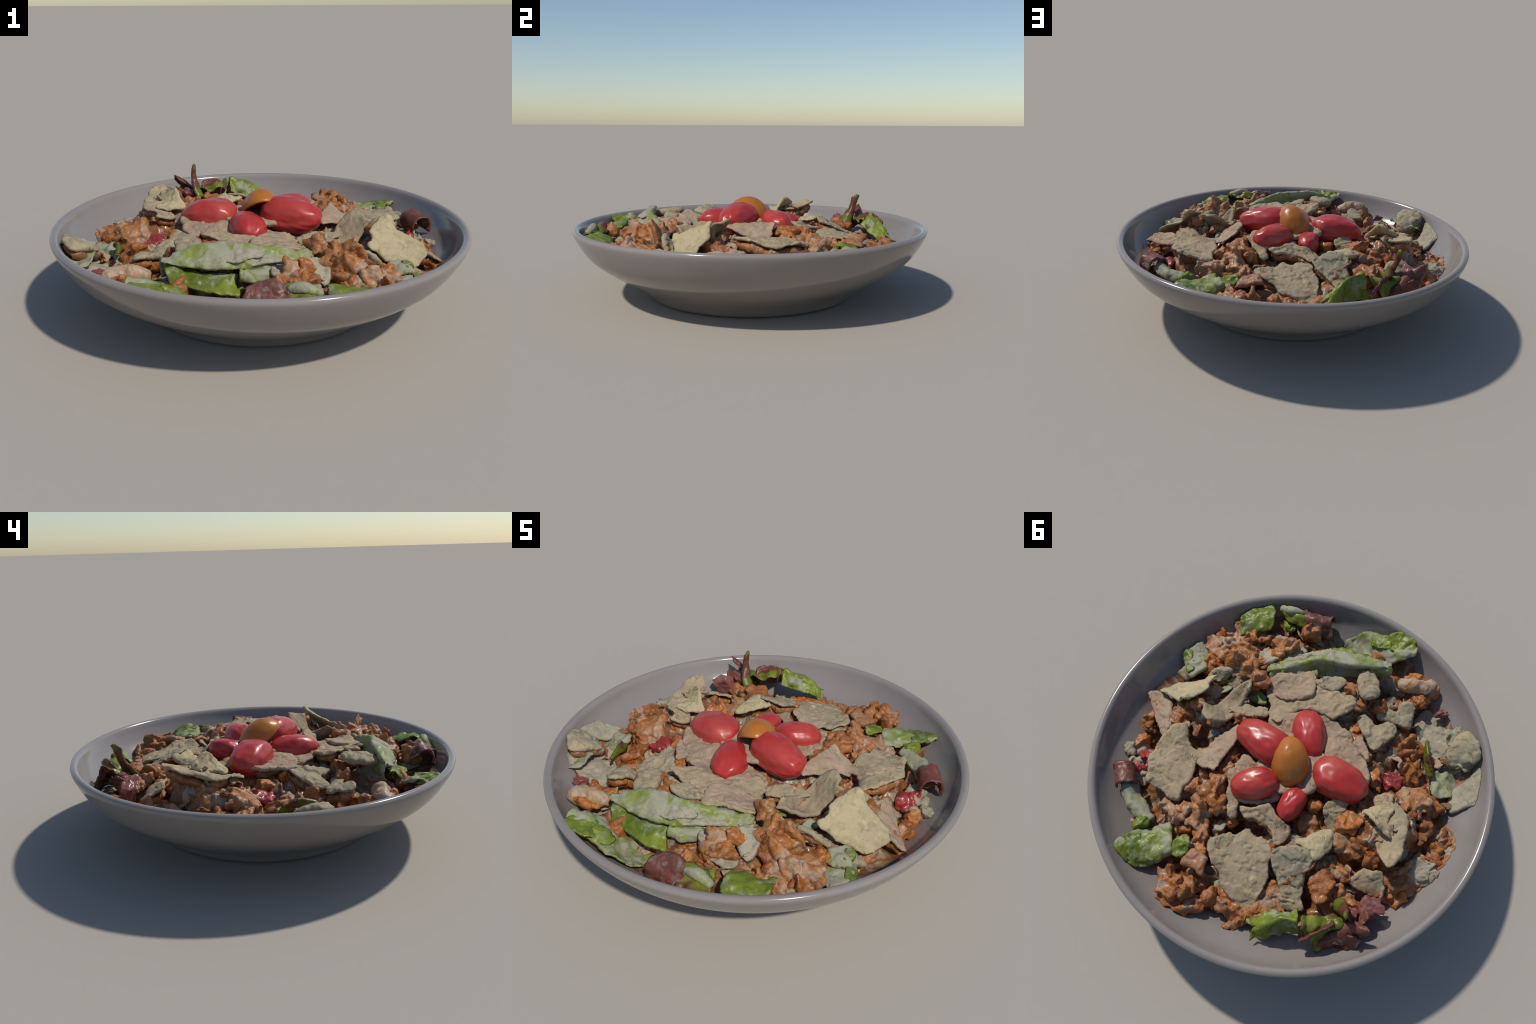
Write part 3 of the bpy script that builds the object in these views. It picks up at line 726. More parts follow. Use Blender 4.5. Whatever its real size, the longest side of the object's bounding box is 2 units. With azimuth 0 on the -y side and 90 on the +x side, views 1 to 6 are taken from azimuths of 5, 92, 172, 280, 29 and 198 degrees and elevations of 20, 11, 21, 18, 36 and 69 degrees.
chunk(GLAZE, (79.9, 3.8, 26.4), (4.4, 4.2, 3.6), (0, 0, 0))
chunk(GLAZE, (-17.7, -48, 39.4), (5.2, 4.7, 4.7), (0, 0, 0))
shred(GLAZE, [(-22.2, -42.6, 38.3), (-29.5, -43.3, 37.8), (-34.6, -44.5, 36.8)], (5, 5, 4.3))
shred(GLAZE, [(-25.7, -30, 35.8), (-29, -22.9, 35.8), (-33.6, -16.3, 35.8)], (3.9, 4.5, 3.9))
chunk(GLAZE, (-40.7, -8.4, 32.9), (3.2, 5.8, 4.7), (0, 0, 10))
chunk(GLAZE, (-16.8, 15.3, 36.4), (4.2, 4.7, 3.7), (0, 0, 0))
chunk(GLAZE, (-15, 23.5, 32.4), (7.9, 5.2, 4.2), (0, 0, 0))
chunk(GLAZE, (31.2, 5.7, 34.4), (6.3, 5.2, 4.7), (0, 0, 0))
chunk(GLAZE, (-59.8, 15.5, 35.4), (4.2, 6.3, 5.2), (0, 0, 0))
chunk(GLAZE_PALE, (-65, 37.5, 25.9), (10.5, 9.5, 3.8), (8, -4, 0))
chunk(GLAZE, (-62.8, 45, 24.9), (8.4, 5.2, 3.4), (0, 0, 0))
chunk(GLAZE_PALE, (-77.8, 30.3, 23.4), (9.5, 6.3, 2.7), (0, 8, 0))
lump("dressing_dollop", DRESSING, (-72.5, 31.1, 28), (6, 6, 2.4), (0, 6, 0))
flake("shaved_flake", FLAKE_PINK, [(-16, -8, 43), (-8, -12, 43), (2, -16, 43), (12, -12, 43), (16, 2, 43), (12, 12, 43), (2, 16, 43), (-8, 16, 43), (-16, 8, 43)], thick=3, warp=1.5)
chunk(JAM, (-49.7, -9.8, 29.9), (5.5, 5.2, 3.2), (0, 0, 0), name='tomato_flesh')
chunk(JAM, (73.2, 13.3, 26.4), (4.7, 6.8, 4.2), (0, 0, 0), name='tomato_flesh')
lump("tomato_flesh", JAM, (30.4, -55.4, 35), (2, 2, 2), (0, 0, 0), level=4)
chunk(GLAZE, (57, -47, 31.5), (5.8, 6.3, 4.7), (0, 0, 0))
flake("dressing_smear", DRESSING, [(22.5, -56.4, 40.5), (25.9, -51.7, 40.5), (30.3, -50, 39.5), (33.6, -54.1, 38), (34.3, -58.4, 35.5), (31.7, -63.1, 33), (26.7, -62, 36)], thick=1.6, ruffle=0.6)
flake("dressed_scrap", GLAZE_PALE, [(-58.6, 43, 28), (-63, 33.6, 30), (-70.6, 24.2, 30), (-81.1, 21.8, 27), (-87.2, 23.4, 26), (-83.6, 32.2, 25.5), (-76.4, 40, 25), (-71, 43.7, 25), (-65.1, 48.4, 25.5)], thick=1.6, ruffle=1.2, rough=0.8)
flake("dressing_smear", DRESSING, [(-65.7, 30.8, 30.5), (-71.8, 23.9, 30.3), (-78, 25.4, 29), (-84, 28.9, 27), (-78.9, 36.7, 26.5), (-71.1, 37.2, 28)], thick=1.2, ruffle=0.8)

# lettuce
ribbon("lettuce_leaf", LETTUCE_DRESSED, [
    [(-35.5, -65.1, 35), (-19.9, -58.2, 37.5), (-4.6, -52.6, 39.5), (23.1, -43, 40.5)],
    [(-35.9, -64.2, 42), (-19, -59.7, 43), (-3.2, -57, 43), (25.2, -45, 41)],
    [(-35.2, -65.5, 44.5), (-17.3, -58.5, 48.2), (-0.5, -58, 47.8), (25.6, -46.3, 41.5)],
    [(-35, -67, 43.5), (-18, -66.5, 44.5), (0, -64.5, 44), (14, -56, 42.5), (26.5, -46, 41.8)],
    [(-34.5, -68, 42.5), (-26, -69, 41.5), (-14, -69.5, 40.5), (-1, -67.5, 40.5), (6, -63, 37.5), (16, -58.5, 38.5), (27, -49, 40)]], thick=0.6, rough=0.4, ruffle=1.4)
ribbon("lettuce_leaf", LETTUCE_DRESSED, [
    [(-3, -66.5, 41.5), (6, -62.5, 39.5), (16, -58, 39.5), (26.5, -49, 40.5)],
    [(-3, -69, 39), (6, -66, 37.5), (15, -62, 37.5), (25, -53, 38.5)],
    [(-2, -69.5, 36), (6, -67, 34.5), (14, -63.5, 35), (23, -55, 36.5)]], thick=0.6, rough=0.4, ruffle=1.6)
ribbon("lettuce_leaf", LETTUCE, [
    [(-35, -66, 43), (-26, -67, 41), (-14, -66.5, 39), (-3, -65, 37)],
    [(-33, -69.5, 40), (-24, -71, 38.5), (-14, -71.5, 37), (-3, -70, 34.5)],
    [(-30, -72.5, 35), (-20, -75, 34.5), (-9, -76, 32.5), (0, -74, 30.5)]], thick=0.6, rough=0.3, ruffle=1.4)
flake("dressing_smear", DRESSING, [(-18, -58.5, 48), (-8, -58, 48.2), (2, -58.3, 47.5), (7, -60.5, 44.8), (2, -64.5, 43.6), (-6, -67, 43), (-12, -65.5, 44.3), (-16, -62.5, 46)], thick=1.0, foot=False, warp=0.5)
flake("dressing_smear", DRESSING, [(0, -66.5, 42.3), (8, -62.5, 41.5), (16, -58, 41), (23, -53, 40.6), (17, -55, 42.3), (8, -59.5, 43.2)], thick=1.0, foot=False, warp=0.5)
flake("shaved_flake", FLAKE_PINK, [(24.2, -41.8, 42), (20.6, -44.9, 43), (10.7, -47.3, 44), (3, -52.1, 44), (-0.6, -39.1, 43.5), (10.9, -32.6, 43), (19, -34.6, 41)], thick=1.2, warp=1.0, foot=False)
ribbon("lettuce_leaf", LETTUCE_WHITE, [
    [(-45.2, -78.5, 38.5), (-34, -73, 34), (-26, -71, 30.5), (-16, -72, 25.5), (-8, -71, 24)],
    [(-46, -80, 39.6), (-34, -77, 37.5), (-26, -77.5, 34.5), (-16, -77.5, 27.5), (-8, -75, 25.5)],
    [(-46, -82.5, 38.3), (-32, -84, 37.5), (-22, -84.5, 35), (-13, -83, 29), (-7, -80, 27)],
    [(-45, -82.8, 35.5), (-30, -87.5, 35.8), (-18, -89, 34.5), (-12, -87, 30), (-7, -84, 28)]], thick=0.9, rough=0.4, ruffle=1.3)
flake("lettuce_leaf", LETTUCE, [(-27.5, -86.1, 37.6), (-33.5, -89.8, 38.2), (-40.9, -90.3, 39.2), (-44.9, -84.5, 39.6), (-44.2, -79.6, 38.6), (-37.9, -77.9, 37.6), (-31.5, -79.3, 37.4)], thick=1.0, ruffle=1.0, warp=0.5)
flake("lettuce_leaf", LETTUCE, [(-32, -80, 38.4), (-26, -79, 36.6), (-21, -81, 34.6), (-22, -86, 35.8), (-29, -87, 37)], thick=0.6, ruffle=0.8, warp=0.4, droop=0.2)
flake("lettuce_leaf", LETTUCE, [(48.1, -67, 34), (50.1, -74.7, 35.5), (50.7, -82.7, 34.5), (46.3, -86.9, 34.5), (40.5, -89.2, 35.5), (34.1, -86.8, 37), (31.9, -81.2, 38), (32.5, -73.6, 36), (38.7, -70.6, 35), (43.9, -69.2, 34)], thick=1.1, bulge=1.8, rough=0.3, ruffle=1.8)
flake("lettuce_leaf", DRESSING, [(51.5, -82.8, 34), (46.6, -87.7, 34), (39.4, -91, 35), (34, -89.4, 36), (38.1, -86.9, 37), (45.2, -83.9, 36.5)], thick=1.8)
ribbon("red_lettuce_leaf", WINE_DRESSED, [
    [(-1.5, -78, 33), (8, -77, 36), (17, -79, 37)],
    [(2.5, -86, 39.5), (9, -83, 41.8), (18, -84.5, 40.5)],
    [(0.5, -89.5, 37.5), (9, -88.5, 38), (19, -87.5, 38)],
    [(1, -91, 33), (10, -92.5, 33), (20, -92.5, 33)]], thick=0.9, rough=0.3, ruffle=1.8)
ribbon("red_lettuce_leaf", LETTUCE_RED, [
    [(13, -79, 36.5), (20, -80, 37.5), (27, -82, 37)],
    [(14, -83.5, 40.5), (21, -83.5, 41.2), (30, -85.5, 39)],
    [(16, -88, 38), (23, -88, 38.5), (31.5, -88, 37.5)],
    [(17, -92.5, 34), (24, -92, 34.5), (32, -91, 34.5)]], thick=0.9, rough=0.3, ruffle=1.4)
strip("lettuce_rib", LETTUCE_DRESSED, [(17, -85.5, 40.5), (24, -85.5, 40.8), (31, -87, 38.6)], (1.5, 2.2, 1.4), folds=0.15)
lump("lettuce_knob", LETTUCE, (23.8, -79.1, 35), (4, 2.6, 2.6), (0, 0, 0))
flake("dressing_dollop", DRESSING, [(15.3, -69, 36), (21, -72.5, 35), (28.8, -72.1, 35), (30.2, -66.2, 35), (23, -58.1, 37), (27.1, -51, 38), (25.6, -46.3, 39.5), (17.3, -54.5, 40), (9.4, -64.5, 39)], thick=2)
ribbon("lettuce_leaf", LETTUCE, [
    [(1.2, 75.9, 29), (-6.4, 72.3, 32), (-13.4, 68.2, 35), (-22.9, 65.7, 37)],
    [(-1.1, 77.5, 32), (-8.6, 74.6, 36.5), (-16.2, 70.6, 40), (-23.9, 69.5, 42)],
    [(-4.7, 79.8, 34), (-10.8, 77, 39), (-17.6, 73, 43.5), (-24.5, 73.1, 45)],
    [(-4.6, 81.9, 32), (-12.2, 78.5, 33), (-18.7, 74.5, 36), (-26.2, 74.7, 37)],
    [(-4.4, 83.2, 29), (-13, 80.6, 29), (-19.3, 76.4, 31.5), (-27.4, 76.5, 33)]], thick=0.6, rough=0.35, ruffle=2.4)
ribbon("red_lettuce_leaf", LETTUCE_RED, [
    [(-25, 68.6, 42), (-30.4, 66.4, 40), (-37.2, 64.3, 38), (-44.5, 64.1, 38)],
    [(-26.5, 74.1, 43), (-32, 72.2, 41), (-38.6, 69.3, 39), (-44.7, 67.7, 39)],
    [(-31.3, 77.6, 36), (-34.3, 77.3, 35), (-38.7, 73.6, 34), (-44.3, 69.7, 35)],
    [(-34.8, 80.4, 29), (-37.3, 80.1, 30), (-43.2, 75.1, 33), (-49.3, 69, 36)]], thick=0.6, rough=0.35, ruffle=2.0)
ribbon("red_lettuce_leaf", WINE, [
    [(-33.5, 76.4, 31), (-40.6, 68.9, 36), (-47.8, 64.7, 40), (-54.7, 65.6, 45)],
    [(-34.9, 79, 32), (-42.1, 72.2, 37), (-48.8, 67.7, 41.5), (-56.2, 67.8, 47)],
    [(-36, 81, 29), (-44.1, 76, 32), (-51.9, 71.2, 36), (-56.7, 69.1, 44)]], thick=0.6, rough=0.3, ruffle=0.7)
ribbon("lettuce_tip", LETTUCE_RED, [
    [(-40.5, 54.5, 36), (-43.5, 57, 41), (-44.5, 60, 46), (-44.4, 62, 51.5)],
    [(-37.5, 57.5, 36), (-41, 60, 41.5), (-42.6, 62.5, 47), (-43.8, 64.6, 54)],
    [(-38.5, 62, 35.5), (-42, 63.5, 41), (-43.6, 65, 46.5), (-44.4, 67, 53)]], thick=2.0, rough=0.25, ruffle=0.3, veins=0.15)
flake("red_lettuce_leaf", WINE, [(-50, 54, 33), (-54, 57, 38), (-55, 61, 41), (-53, 65, 40), (-49, 68, 36), (-48, 64, 32), (-48, 58, 31)], thick=0.9, ruffle=0.6, warp=0.5)
flake("red_lettuce_leaf", WINE, [(-40, 69, 33), (-46, 70, 38), (-52, 71, 41), (-55, 72, 37), (-51, 76, 31), (-44, 76, 29)], thick=0.9, ruffle=0.8, warp=0.5)
flake("red_lettuce_leaf", WINE, [(-38, 66, 37), (-41, 68, 42), (-33, 76, 43), (-27, 80, 38), (-29, 78, 33), (-36, 72, 33)], thick=1.0)
lump("onion_piece", ONION, (-54.8, 55.9, 35), (5.5, 4.2, 6), (15, -20, 20), boxy=0.6, folds=0.1, grain=0.4)
lump("onion_piece", ONION, (-47.3, 60.9, 35.5), (4, 3, 5), (15, 10, -10), boxy=0.6, folds=0.1, grain=0.4)
ribbon("lettuce_leaf", LETTUCE_DRESSED, [
    [(71.2, 60.6, 33), (68.7, 55.6, 34.5), (62.6, 51, 34), (55.2, 45.8, 33), (48.5, 42, 33)],
    [(69.3, 63.1, 33.5), (63.6, 59.4, 34.3), (57.1, 55.4, 34.8), (51.5, 50.9, 35), (45.2, 48, 34)],
    [(65.4, 65.6, 32), (59.1, 64.9, 32.5), (53.6, 61.9, 33), (48.3, 57.8, 34.5), (43.1, 54.7, 34)],
    [(61.9, 67, 29), (56.2, 66.9, 28.5), (49.3, 63.4, 29.5), (45.8, 60.5, 31), (42.1, 57.5, 32)]], thick=0.7, rough=0.4, ruffle=1.6)
flake("lettuce_leaf", LETTUCE, [(70.9, 61.5, 34), (69.2, 56.3, 34.3), (62.5, 51.8, 34.8), (57, 56.3, 35.2), (50.9, 59.9, 34), (49.5, 63.7, 32), (54.9, 67.1, 31), (62.6, 67.2, 32)], thick=0.9, ruffle=0.9, warp=0.5)
flake("lettuce_leaf", LETTUCE, [(44.3, 56, 32), (43.1, 49.2, 35), (38.6, 46.2, 35.5), (35.2, 50.4, 35), (35.6, 55.4, 34), (38.9, 58, 33)], thick=1.0, ruffle=1.2)
ribbon("dressed_stalk", LETTUCE_WHITE, [
    [(79.3, 31.4, 33), (75.3, 37.2, 31), (69.6, 42.8, 30), (61.6, 47.6, 31)],
    [(76.9, 28.9, 34.5), (71.9, 36.5, 34), (65.7, 42, 33.5), (59, 46.2, 34)],
    [(72.9, 25.6, 31), (68, 33.1, 30), (62.7, 38.5, 30), (57.3, 43.3, 31)]], thick=1.6, rough=0.5, ruffle=1.2)
ribbon("red_lettuce_leaf", WINE_DRESSED, [
    [(85.6, 21.9, 29.4), (83.6, 25.9, 29.9), (80.6, 32.9, 30.4)],
    [(85.7, 21.9, 33.1), (83.7, 25.9, 33.6), (80.7, 32.9, 34.1)],
    [(84, 21.2, 36.4), (82, 25.2, 36.9), (79, 32.2, 37.4)],
    [(81.5, 20, 37.5), (79.5, 24, 38), (76.5, 31, 38.5)],
    [(78.7, 18.7, 36.1), (76.7, 22.7, 36.6), (73.7, 29.7, 37.1)],
    [(77.2, 18, 32.5), (75.2, 22, 33), (72.2, 29, 33.5)],
    [(77.4, 18.1, 29.4), (75.4, 22.1, 29.9), (72.4, 29.1, 30.4)]], thick=1.0, rough=0.2, ruffle=0.5)
lump("lettuce_knob", LETTUCE, (61.5, 46.2, 34), (3, 4, 2.6), (0, 0, 0))
flake("dressed_leaf", LETTUCE_WHITE, [(57.8, -43.1, 34), (60.2, -40.1, 35), (64.1, -35.6, 34.5), (68.4, -36.5, 33), (70.1, -43.2, 32.5), (67.8, -47.5, 33.5), (63.3, -49.4, 34)], thick=2.2, ruffle=0.7, warp=0.6)
flake("dressed_leaf", LETTUCE_WHITE, [(59.6, -50.5, 30), (61.8, -46.7, 31), (65.8, -42.6, 31), (69.1, -40.7, 30.5), (73.2, -48.2, 31), (71.4, -55.1, 32), (66.7, -58.9, 31.5), (62.7, -55.4, 30.5)], thick=2.4, ruffle=0.7, warp=0.6)
flake("lettuce_leaf", LETTUCE, [(64.9, -39.6, 35.5), (67.3, -37.4, 34.8), (69.8, -40.1, 34), (68.4, -44.4, 34.3), (65.9, -45.2, 34.8)], thick=0.8, ruffle=0.4, warp=0.3, foot=False)
flake("lettuce_leaf", LETTUCE, [(68.2, -45.3, 31.8), (70.5, -42, 31.2), (73.9, -47, 31.4), (74, -51.9, 32), (70.9, -52.3, 32.4)], thick=0.8, ruffle=0.4, warp=0.3, foot=False)
flake("dressing_dollop", DRESSING, [(-53.7, -49.7, 23.5), (-60.8, -58.5, 24), (-71.3, -55.3, 24.5), (-73.9, -51.9, 26), (-84.1, -48.5, 32.5), (-87.2, -45.5, 34), (-85.1, -30.8, 31), (-78.2, -21.7, 24.5), (-67.5, -19.5, 22), (-60.5, -33.8, 22)], thick=2.4, rough=0.6)
flake("lettuce_leaf", LETTUCE_RED, [(-62.3, -35.7, 34), (-64.9, -25.5, 37), (-69, -17.7, 32), (-67, -17.9, 30), (-63.1, -27.1, 32)], thick=1.4)
flake("lettuce_leaf", LETTUCE, [(-78.5, -24.7, 33.5), (-84.2, -28.5, 36), (-89.8, -34.1, 38), (-91.1, -31.3, 36), (-85.4, -26.6, 33)], thick=1.2)
lump("onion_piece", ONION, (-65.8, -53, 31), (4, 2, 1.8), (0, 0, 25))
flake("lettuce_leaf", LETTUCE, [(34.4, -34.7, 37), (30, -38.1, 38), (23.7, -34.8, 38), (21.9, -30, 37), (28.2, -29.5, 36), (33.9, -32.9, 36)], thick=1.4)
lump("lettuce_knob", LETTUCE, (45.8, -38.5, 35), (4, 2, 2), (0, 0, 0))
flake("dressed_leaf", DRESSING, [(-68.9, -42.6, 22.9), (-71, -34.4, 23.6), (-64.6, -31.5, 26.7), (-59.1, -31.1, 27.6), (-56.9, -37.3, 26.8), (-55.7, -44.8, 25.7), (-60.7, -52, 23.8), (-66.8, -48.2, 22.9)], thick=0.7, ruffle=1.6, warp=1.2)
flake("dressed_leaf", DRESSING, [(-88.5, -36.5, 31.3), (-89.8, -29.3, 29.8), (-83.6, -23.8, 33.9), (-78.9, -26.5, 33.1), (-73.9, -31.1, 33.9), (-75.6, -37.9, 31.3), (-80.8, -43.5, 29.2), (-85.5, -41.8, 29.9)], thick=0.7, ruffle=1.6, warp=1.2)
flake("dressed_leaf", LETTUCE_WHITE, [(-87.3, -20.9, 25.2), (-83.4, -13.6, 26.2), (-78.6, -9.3, 28.1), (-71.6, -8.5, 29.8), (-69.2, -14.4, 28.3), (-69.2, -21.7, 27.1), (-75.7, -23.9, 27.3), (-81.9, -24.1, 24.8)], thick=0.7, ruffle=1.6, warp=1.2)
flake("dressed_leaf", LETTUCE_WHITE, [(-85.6, -44.1, 30.6), (-84.5, -38.3, 31.6), (-79.4, -36, 32.2), (-74.7, -34.7, 33.9), (-70.5, -38.4, 33.3), (-72.6, -44.7, 31.2), (-77.1, -49, 30.7), (-82, -46.8, 30)], thick=0.7, ruffle=1.6, warp=1.2)
chunk(DRESSING, (74, 22.9, 25.7), (5.2, 5.2, 3.2), (0, 0, 0), name='dressing_dollop')
chunk(DRESSING, (78.3, 16.8, 27.2), (4.7, 4.7, 2.8), (0, 0, 0), name='dressing_dollop')
chunk(DRESSING, (84.2, 9.5, 27.2), (3.8, 3.8, 2.3), (0, 0, 0), name='dressing_dollop')
chunk(DRESSING, (78.8, 8.1, 25.7), (4.2, 4.2, 2.5), (0, 0, 0), name='dressing_dollop')
chunk(JAM, (74.9, 17.8, 26.4), (3.6, 4.2, 2.9), (0, 0, 0), name='tomato_flesh')

# tomato halves


def tomato(at, size, turn, seed, name="cherry_tomato_half", mat=TOMATO):
    """A plump halved cherry tomato: an egg, slightly dented, sunk cut side down."""
    u, faces = ico(5)
    v = u.copy()
    v[:, 2] = np.where(v[:, 2] < 0, v[:, 2] * 0.55, v[:, 2])
    v = v / ((np.abs(v) ** 2.35).sum(1) ** (1 / 2.35))[:, None]
    v[:, 1:] *= (1 - 0.08 * v[:, :1])
    v = v * (1 + 0.08 * fbm(u * 1.5 + seed * 3.1, 2)[:, None]) * np.asarray(size) * CM
    m = np.array(Euler([math.radians(a) for a in turn]).to_matrix())
    add(name, v @ m.T + np.asarray(at) * CM, faces, mat)
    FOOTPRINT.extend([[at[0] * CM, at[1] * CM, 0.43]] * 6)


tomato((-25.0, 1.4, 41.8), (14.6, 9.8, 8.6), (0, 5, 169), 1)
tomato((-4.6, -17.2, 41.0), (13.2, 8.2, 8.2), (0, 0, 112), 2)
tomato((15.2, -6.4, 45.2), (15.4, 9.0, 8.6), (0, 4, -20), 3)
tomato((13.9, 15.0, 42.2), (11.8, 7.9, 7.8), (0, 0, 28), 4)
tomato((-6.0, 18.6, 40.6), (9.4, 5.9, 6.0), (0, -2, 76), 5)


def hollow_half(at, size, turn, shell=1.0):
    """A halved amber tomato scooped hollow: a domed shell open below."""
    n, m = 60, 72
    a = np.linspace(0, 2 * np.pi, m, endpoint=False)
    th = np.concatenate([np.linspace(0.02, np.pi * 0.52, n), [np.pi * 0.535], np.linspace(np.pi * 0.52, 0.02, n)])
    k = np.concatenate([np.ones(n), [0.94], np.full(n, 1 - shell / size[1])])
    v = np.stack([k[:, None] * np.sin(th)[:, None] * np.cos(a), k[:, None] * np.sin(th)[:, None] * np.sin(a), k[:, None] * np.cos(th)[:, None] + 0 * a], -1).reshape(-1, 3)
    v = v * (1 + 0.03 * fbm(v * 1.5 + 4, 2)[:, None]) * np.asarray(size) * CM
    e = np.array(Euler([math.radians(t) for t in turn]).to_matrix())
    q = len(th)
    idx = np.arange(q * m).reshape(q, m)
    f = np.stack([idx[:-1], np.roll(idx[:-1], -1, 1), np.roll(idx[1:], -1, 1), idx[1:]], -1).reshape(-1, 4)
    add("amber_tomato_half", v @ e.T + np.asarray(at) * CM, [tuple(r[::-1]) for r in f] + [tuple(idx[0]), tuple(idx[-1][::-1])], YELLOW)


hollow_half((0.2, 0.6, 45.6), (9.3, 12.8, 9.8), (-38, 0, 17))


# ------------------------------------------------------------------ bed under the pieces
EDGE = [(3, 83.9), (18, 88.3), (27, 87.1), (33, 83.0), (40, 93.2), (51, 86.4), (57, 82.1), (64, 89.9), (72, 87.2), (78, 81.5), (86, 83.8), (92, 80.7), (102, 79.8), (112, 87.6), (123, 88.4), (132, 83.7), (141, 79.8), (150, 85.2), (168, 94.6), (177, 90.1), (181, 78.1), (187, 95.0), (201, 98.5), (209, 96.6), (219, 89.7), (228, 91.4), (238, 92.9), (243, 100.5), (258, 91.8), (268, 90.2), (284, 100.1), (302, 100.6), (305, 86.2), (316, 90.0), (331, 87.0), (341, 93.2), (354, 83.3)]

# dark pits between the pieces: x, y, depth, width
HOLLOWS = [(-34, -56, 12, 7), (48, -5, 10, 6), (9, 33, 9, 7), (18, 33, 8, 6), (-6, 59, 5, 4), (-25, 59, 8, 5), (63, 6, 5, 4), (32, -41, 7, 5), (-28, -21, 6, 5), (-7, 24, 6, 6), (-46, -47, 6, 5), (-44, 35, 6, 5), (-80, 5, 5, 5), (30, 52, 8, 5), (27, 4, 6, 5), (-45, -4, 5, 4)]


def bed():
    foot = np.array(FOOTPRINT)
    m, n = 420, 150
    ctrl = np.array([(d * math.pi / 180, r * CM) for d, r in EDGE])
    a = np.linspace(0, 2 * np.pi, m, endpoint=False)
    wrap = np.concatenate([ctrl - [2 * np.pi, 0], ctrl, ctrl + [2 * np.pi, 0]])
    rim = np.interp(a, wrap[:, 0], wrap[:, 1]) - 0.05
    for _ in range(12):
        rim = (np.roll(rim, 1) + rim + np.roll(rim, -1)) / 3
    ring = np.stack([np.cos(a), np.sin(a), 0 * a], 1)
    rim = np.minimum(rim + 0.02 * fbm(ring * 5, 3) + 0.012 * fbm(ring * 30, 3), 0.915)
    s = np.linspace(0, 1, n)[:, None] ** 0.8
    x, y = s * rim * np.cos(a), s * rim * np.sin(a)
    p = np.stack([x, y, 0 * x], -1).reshape(-1, 3)
    z = np.zeros(len(p))
    for k in range(0, len(p), 4000):
        d2 = ((p[k : k + 4000, None, :2] - foot[None, :, :2]) ** 2).sum(2)
        w = np.exp(-d2 / (2 * 0.045**2)) + 1e-9 * np.exp(-d2 / (2 * 0.2**2))
        z[k : k + 4000] = (w * foot[None, :, 2]).sum(1) / w.sum(1)
    z = z - 0.06
    warp = np.stack([perlin(p * 14 + 4), perlin(p * 14 - 4), perlin(p * 14 + 11)], 1)
    z = z + 0.012 * (ridged(p * 15 + 0.8 * warp, 2) - 0.5) + 0.022 * (ridged(p * 8 + 2, 2) - 0.5) + 0.016 * fbm(p * 20, 4, 0.6) * np.clip(4 - 4 * np.hypot(p[:, 0], p[:, 1]), 0.3, 1)
    for hx, hy, deep, wide in HOLLOWS:
        z = z - deep * CM * np.exp(-((p[:, 0] - hx * CM) ** 2 + (p[:, 1] - hy * CM) ** 2) / (wide * CM) ** 2)
    r = np.hypot(p[:, 0], p[:, 1])
    floor = bowl_floor(r)
    blend = np.clip((np.repeat(s, m, 1).ravel() - 0.78) / 0.22, 0, 1)
    blend = blend * blend * (3 - 2 * blend)
    z = np.maximum(z * (1 - blend) + (floor + 0.004) * blend, floor + 0.003)
    p[:, 2] = z
    idx = np.arange(n * m).reshape(n, m)
    f = np.stack([idx[:-1], np.roll(idx[:-1], -1, 1), np.roll(idx[1:], -1, 1), idx[1:]], -1).reshape(-1, 4)[m:]
    # close the bed below with a skin just inside the bowl
    faces = [tuple(q[::-1]) for q in f] + [tuple(idx[1])]
    ob = add("salad_bed", p, faces, SAUCE)
    ob["kind"] = "stuff"
    return p


BED = bed()

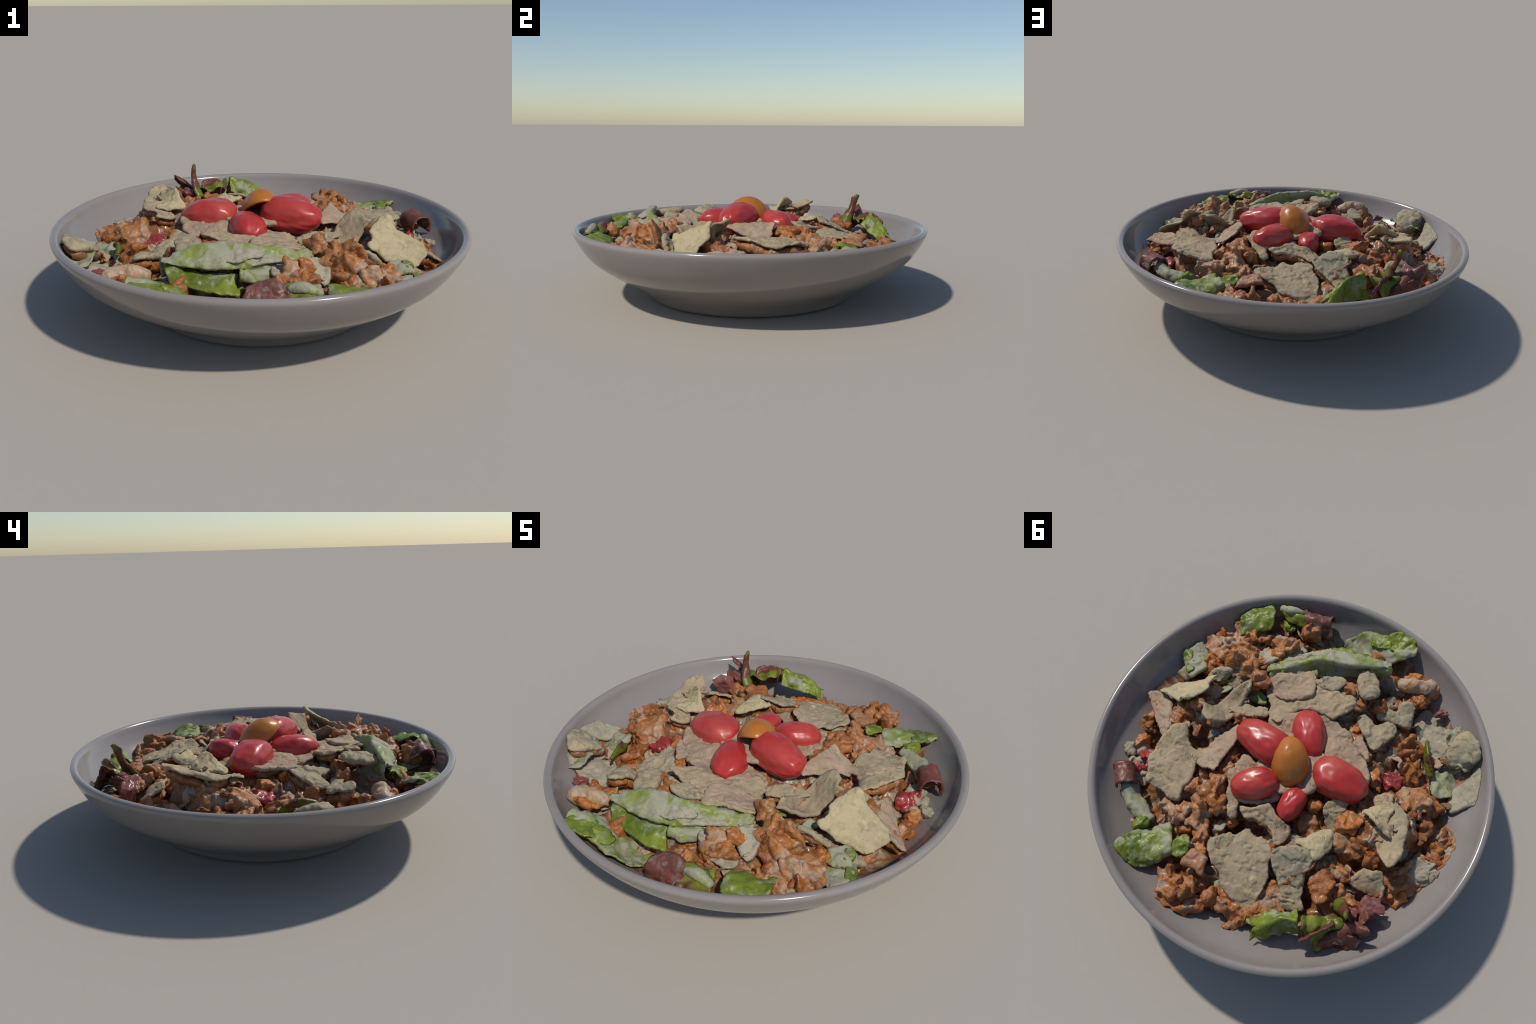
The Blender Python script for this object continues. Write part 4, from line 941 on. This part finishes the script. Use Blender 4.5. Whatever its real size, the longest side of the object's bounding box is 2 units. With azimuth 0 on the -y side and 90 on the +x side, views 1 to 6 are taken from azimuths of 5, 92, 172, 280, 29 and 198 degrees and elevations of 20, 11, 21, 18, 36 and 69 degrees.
# ------------------------------------------------------------------ scraps in the gaps
def scraps():
    rnd = np.random.RandomState(23)
    kinds = [("glazed_scrap", GLAZE, 0.35), ("pale_scrap", GLAZE_PALE, 0.35), ("flake_crumb", FLAKE, 0.1), ("dressing_drop", DRESSING, 0.2)]
    stock = {}
    for name, mat, folds in kinds:
        stock[name] = []
        for k in range(4):
            rnd = np.random.RandomState(60 + k * 7 + len(name))
            parts = []
            for _ in range(4):
                v, f = lump_shape((100 * rnd.uniform(0.4, 0.75), 100 * rnd.uniform(0.3, 0.5), 100 * rnd.uniform(0.3, 0.5)), rnd.randint(900), 3, folds=folds)
                parts.append((v @ np.array(Euler(rnd.uniform(-3, 3, 3)).to_matrix()).T + rnd.normal(size=3) * 0.3, f))
            v, nrm, faces = merge(parts, 0.06)
            v = (v + nrm * (0.10 * ridged(v * 2.2 + k, 2) - 0.05)[:, None] - v.mean(0))
            me = bpy.data.meshes.new(name)
            me.from_pydata(v.tolist(), [], faces)
            me.polygons.foreach_set("use_smooth", [True] * len(me.polygons))
            me.materials.append(mat)
            stock[name].append(me)
    for k in range(70):
        if k % 2:  # along the ragged margin of the heap
            p = BED[len(BED) - 420 * rnd.randint(1, 9) + rnd.randint(420)]
        else:
            want = 0.3 + 0.50 * math.sqrt(rnd.rand())
            ring = BED[rnd.randint(0, len(BED), 60)]
            p = ring[np.argmin(np.abs(np.hypot(ring[:, 0], ring[:, 1]) - want))]
        r = math.hypot(p[0], p[1])
        if r > 0.84:
            continue
        name = rnd.choice([q[0] for q in kinds], p=[0.5, 0.25, 0.1, 0.15])
        ob = bpy.data.objects.new(name, stock[name][rnd.randint(4)])
        size = rnd.uniform(2.2, 4.6)
        ob.scale = (CM * size * rnd.uniform(0.8, 1.5), CM * size * rnd.uniform(0.7, 1.1), CM * size * rnd.uniform(0.35, 0.6))
        ob.rotation_euler = (rnd.uniform(-0.5, 0.5), rnd.uniform(-0.5, 0.5), rnd.uniform(0, 6.3))
        ob.location = (p[0], p[1], max(p[2] + 0.002 * size, bowl_floor(min(r + 0.012 * size, 0.97)) + 0.006 * size))
        ob.parent = SALAD
        bpy.context.scene.collection.objects.link(ob)


def strewn():
    """Thin torn flakes and smears of dressing lying tilted in the gaps."""
    rnd = np.random.RandomState(77)
    for k in range(70):
        want = 0.33 + 0.47 * math.sqrt(rnd.rand())
        ring = BED[rnd.randint(0, len(BED), 40)]
        p = ring[np.argmin(np.abs(np.hypot(ring[:, 0], ring[:, 1]) - want))]
        n = 7
        turn = np.array(Euler((rnd.normal() * 0.45, rnd.normal() * 0.45, rnd.uniform(0, 6.28))).to_matrix())
        size = rnd.uniform(2.6, 5.2)
        ang = np.arange(n) * 2 * np.pi / n + rnd.uniform(-0.25, 0.25, n)
        rad = size * rnd.uniform(0.6, 1.15, n)
        rim = np.stack([rad * np.cos(ang) * 1.25, rad * np.sin(ang) * 0.8, rnd.normal(size=n) * 0.6], 1) @ turn.T + p * 100 + [0, 0, 2.2]
        name, mat = [("flake_shred", FLAKE), ("flake_shred", FLAKE_PINK), ("dressing_smear", DRESSING), ("glazed_shred", GLAZE_PALE), ("lettuce_shred", LETTUCE_DRESSED)][rnd.choice(5, p=[0.26, 0.16, 0.2, 0.24, 0.14])]
        flake(name, mat, rim, thick=0.9, rough=0.5, ragged=0.5, step=0.007, seed=500 + k, foot=False, warp=1.0, droop=0.3)


scraps()
strewn()
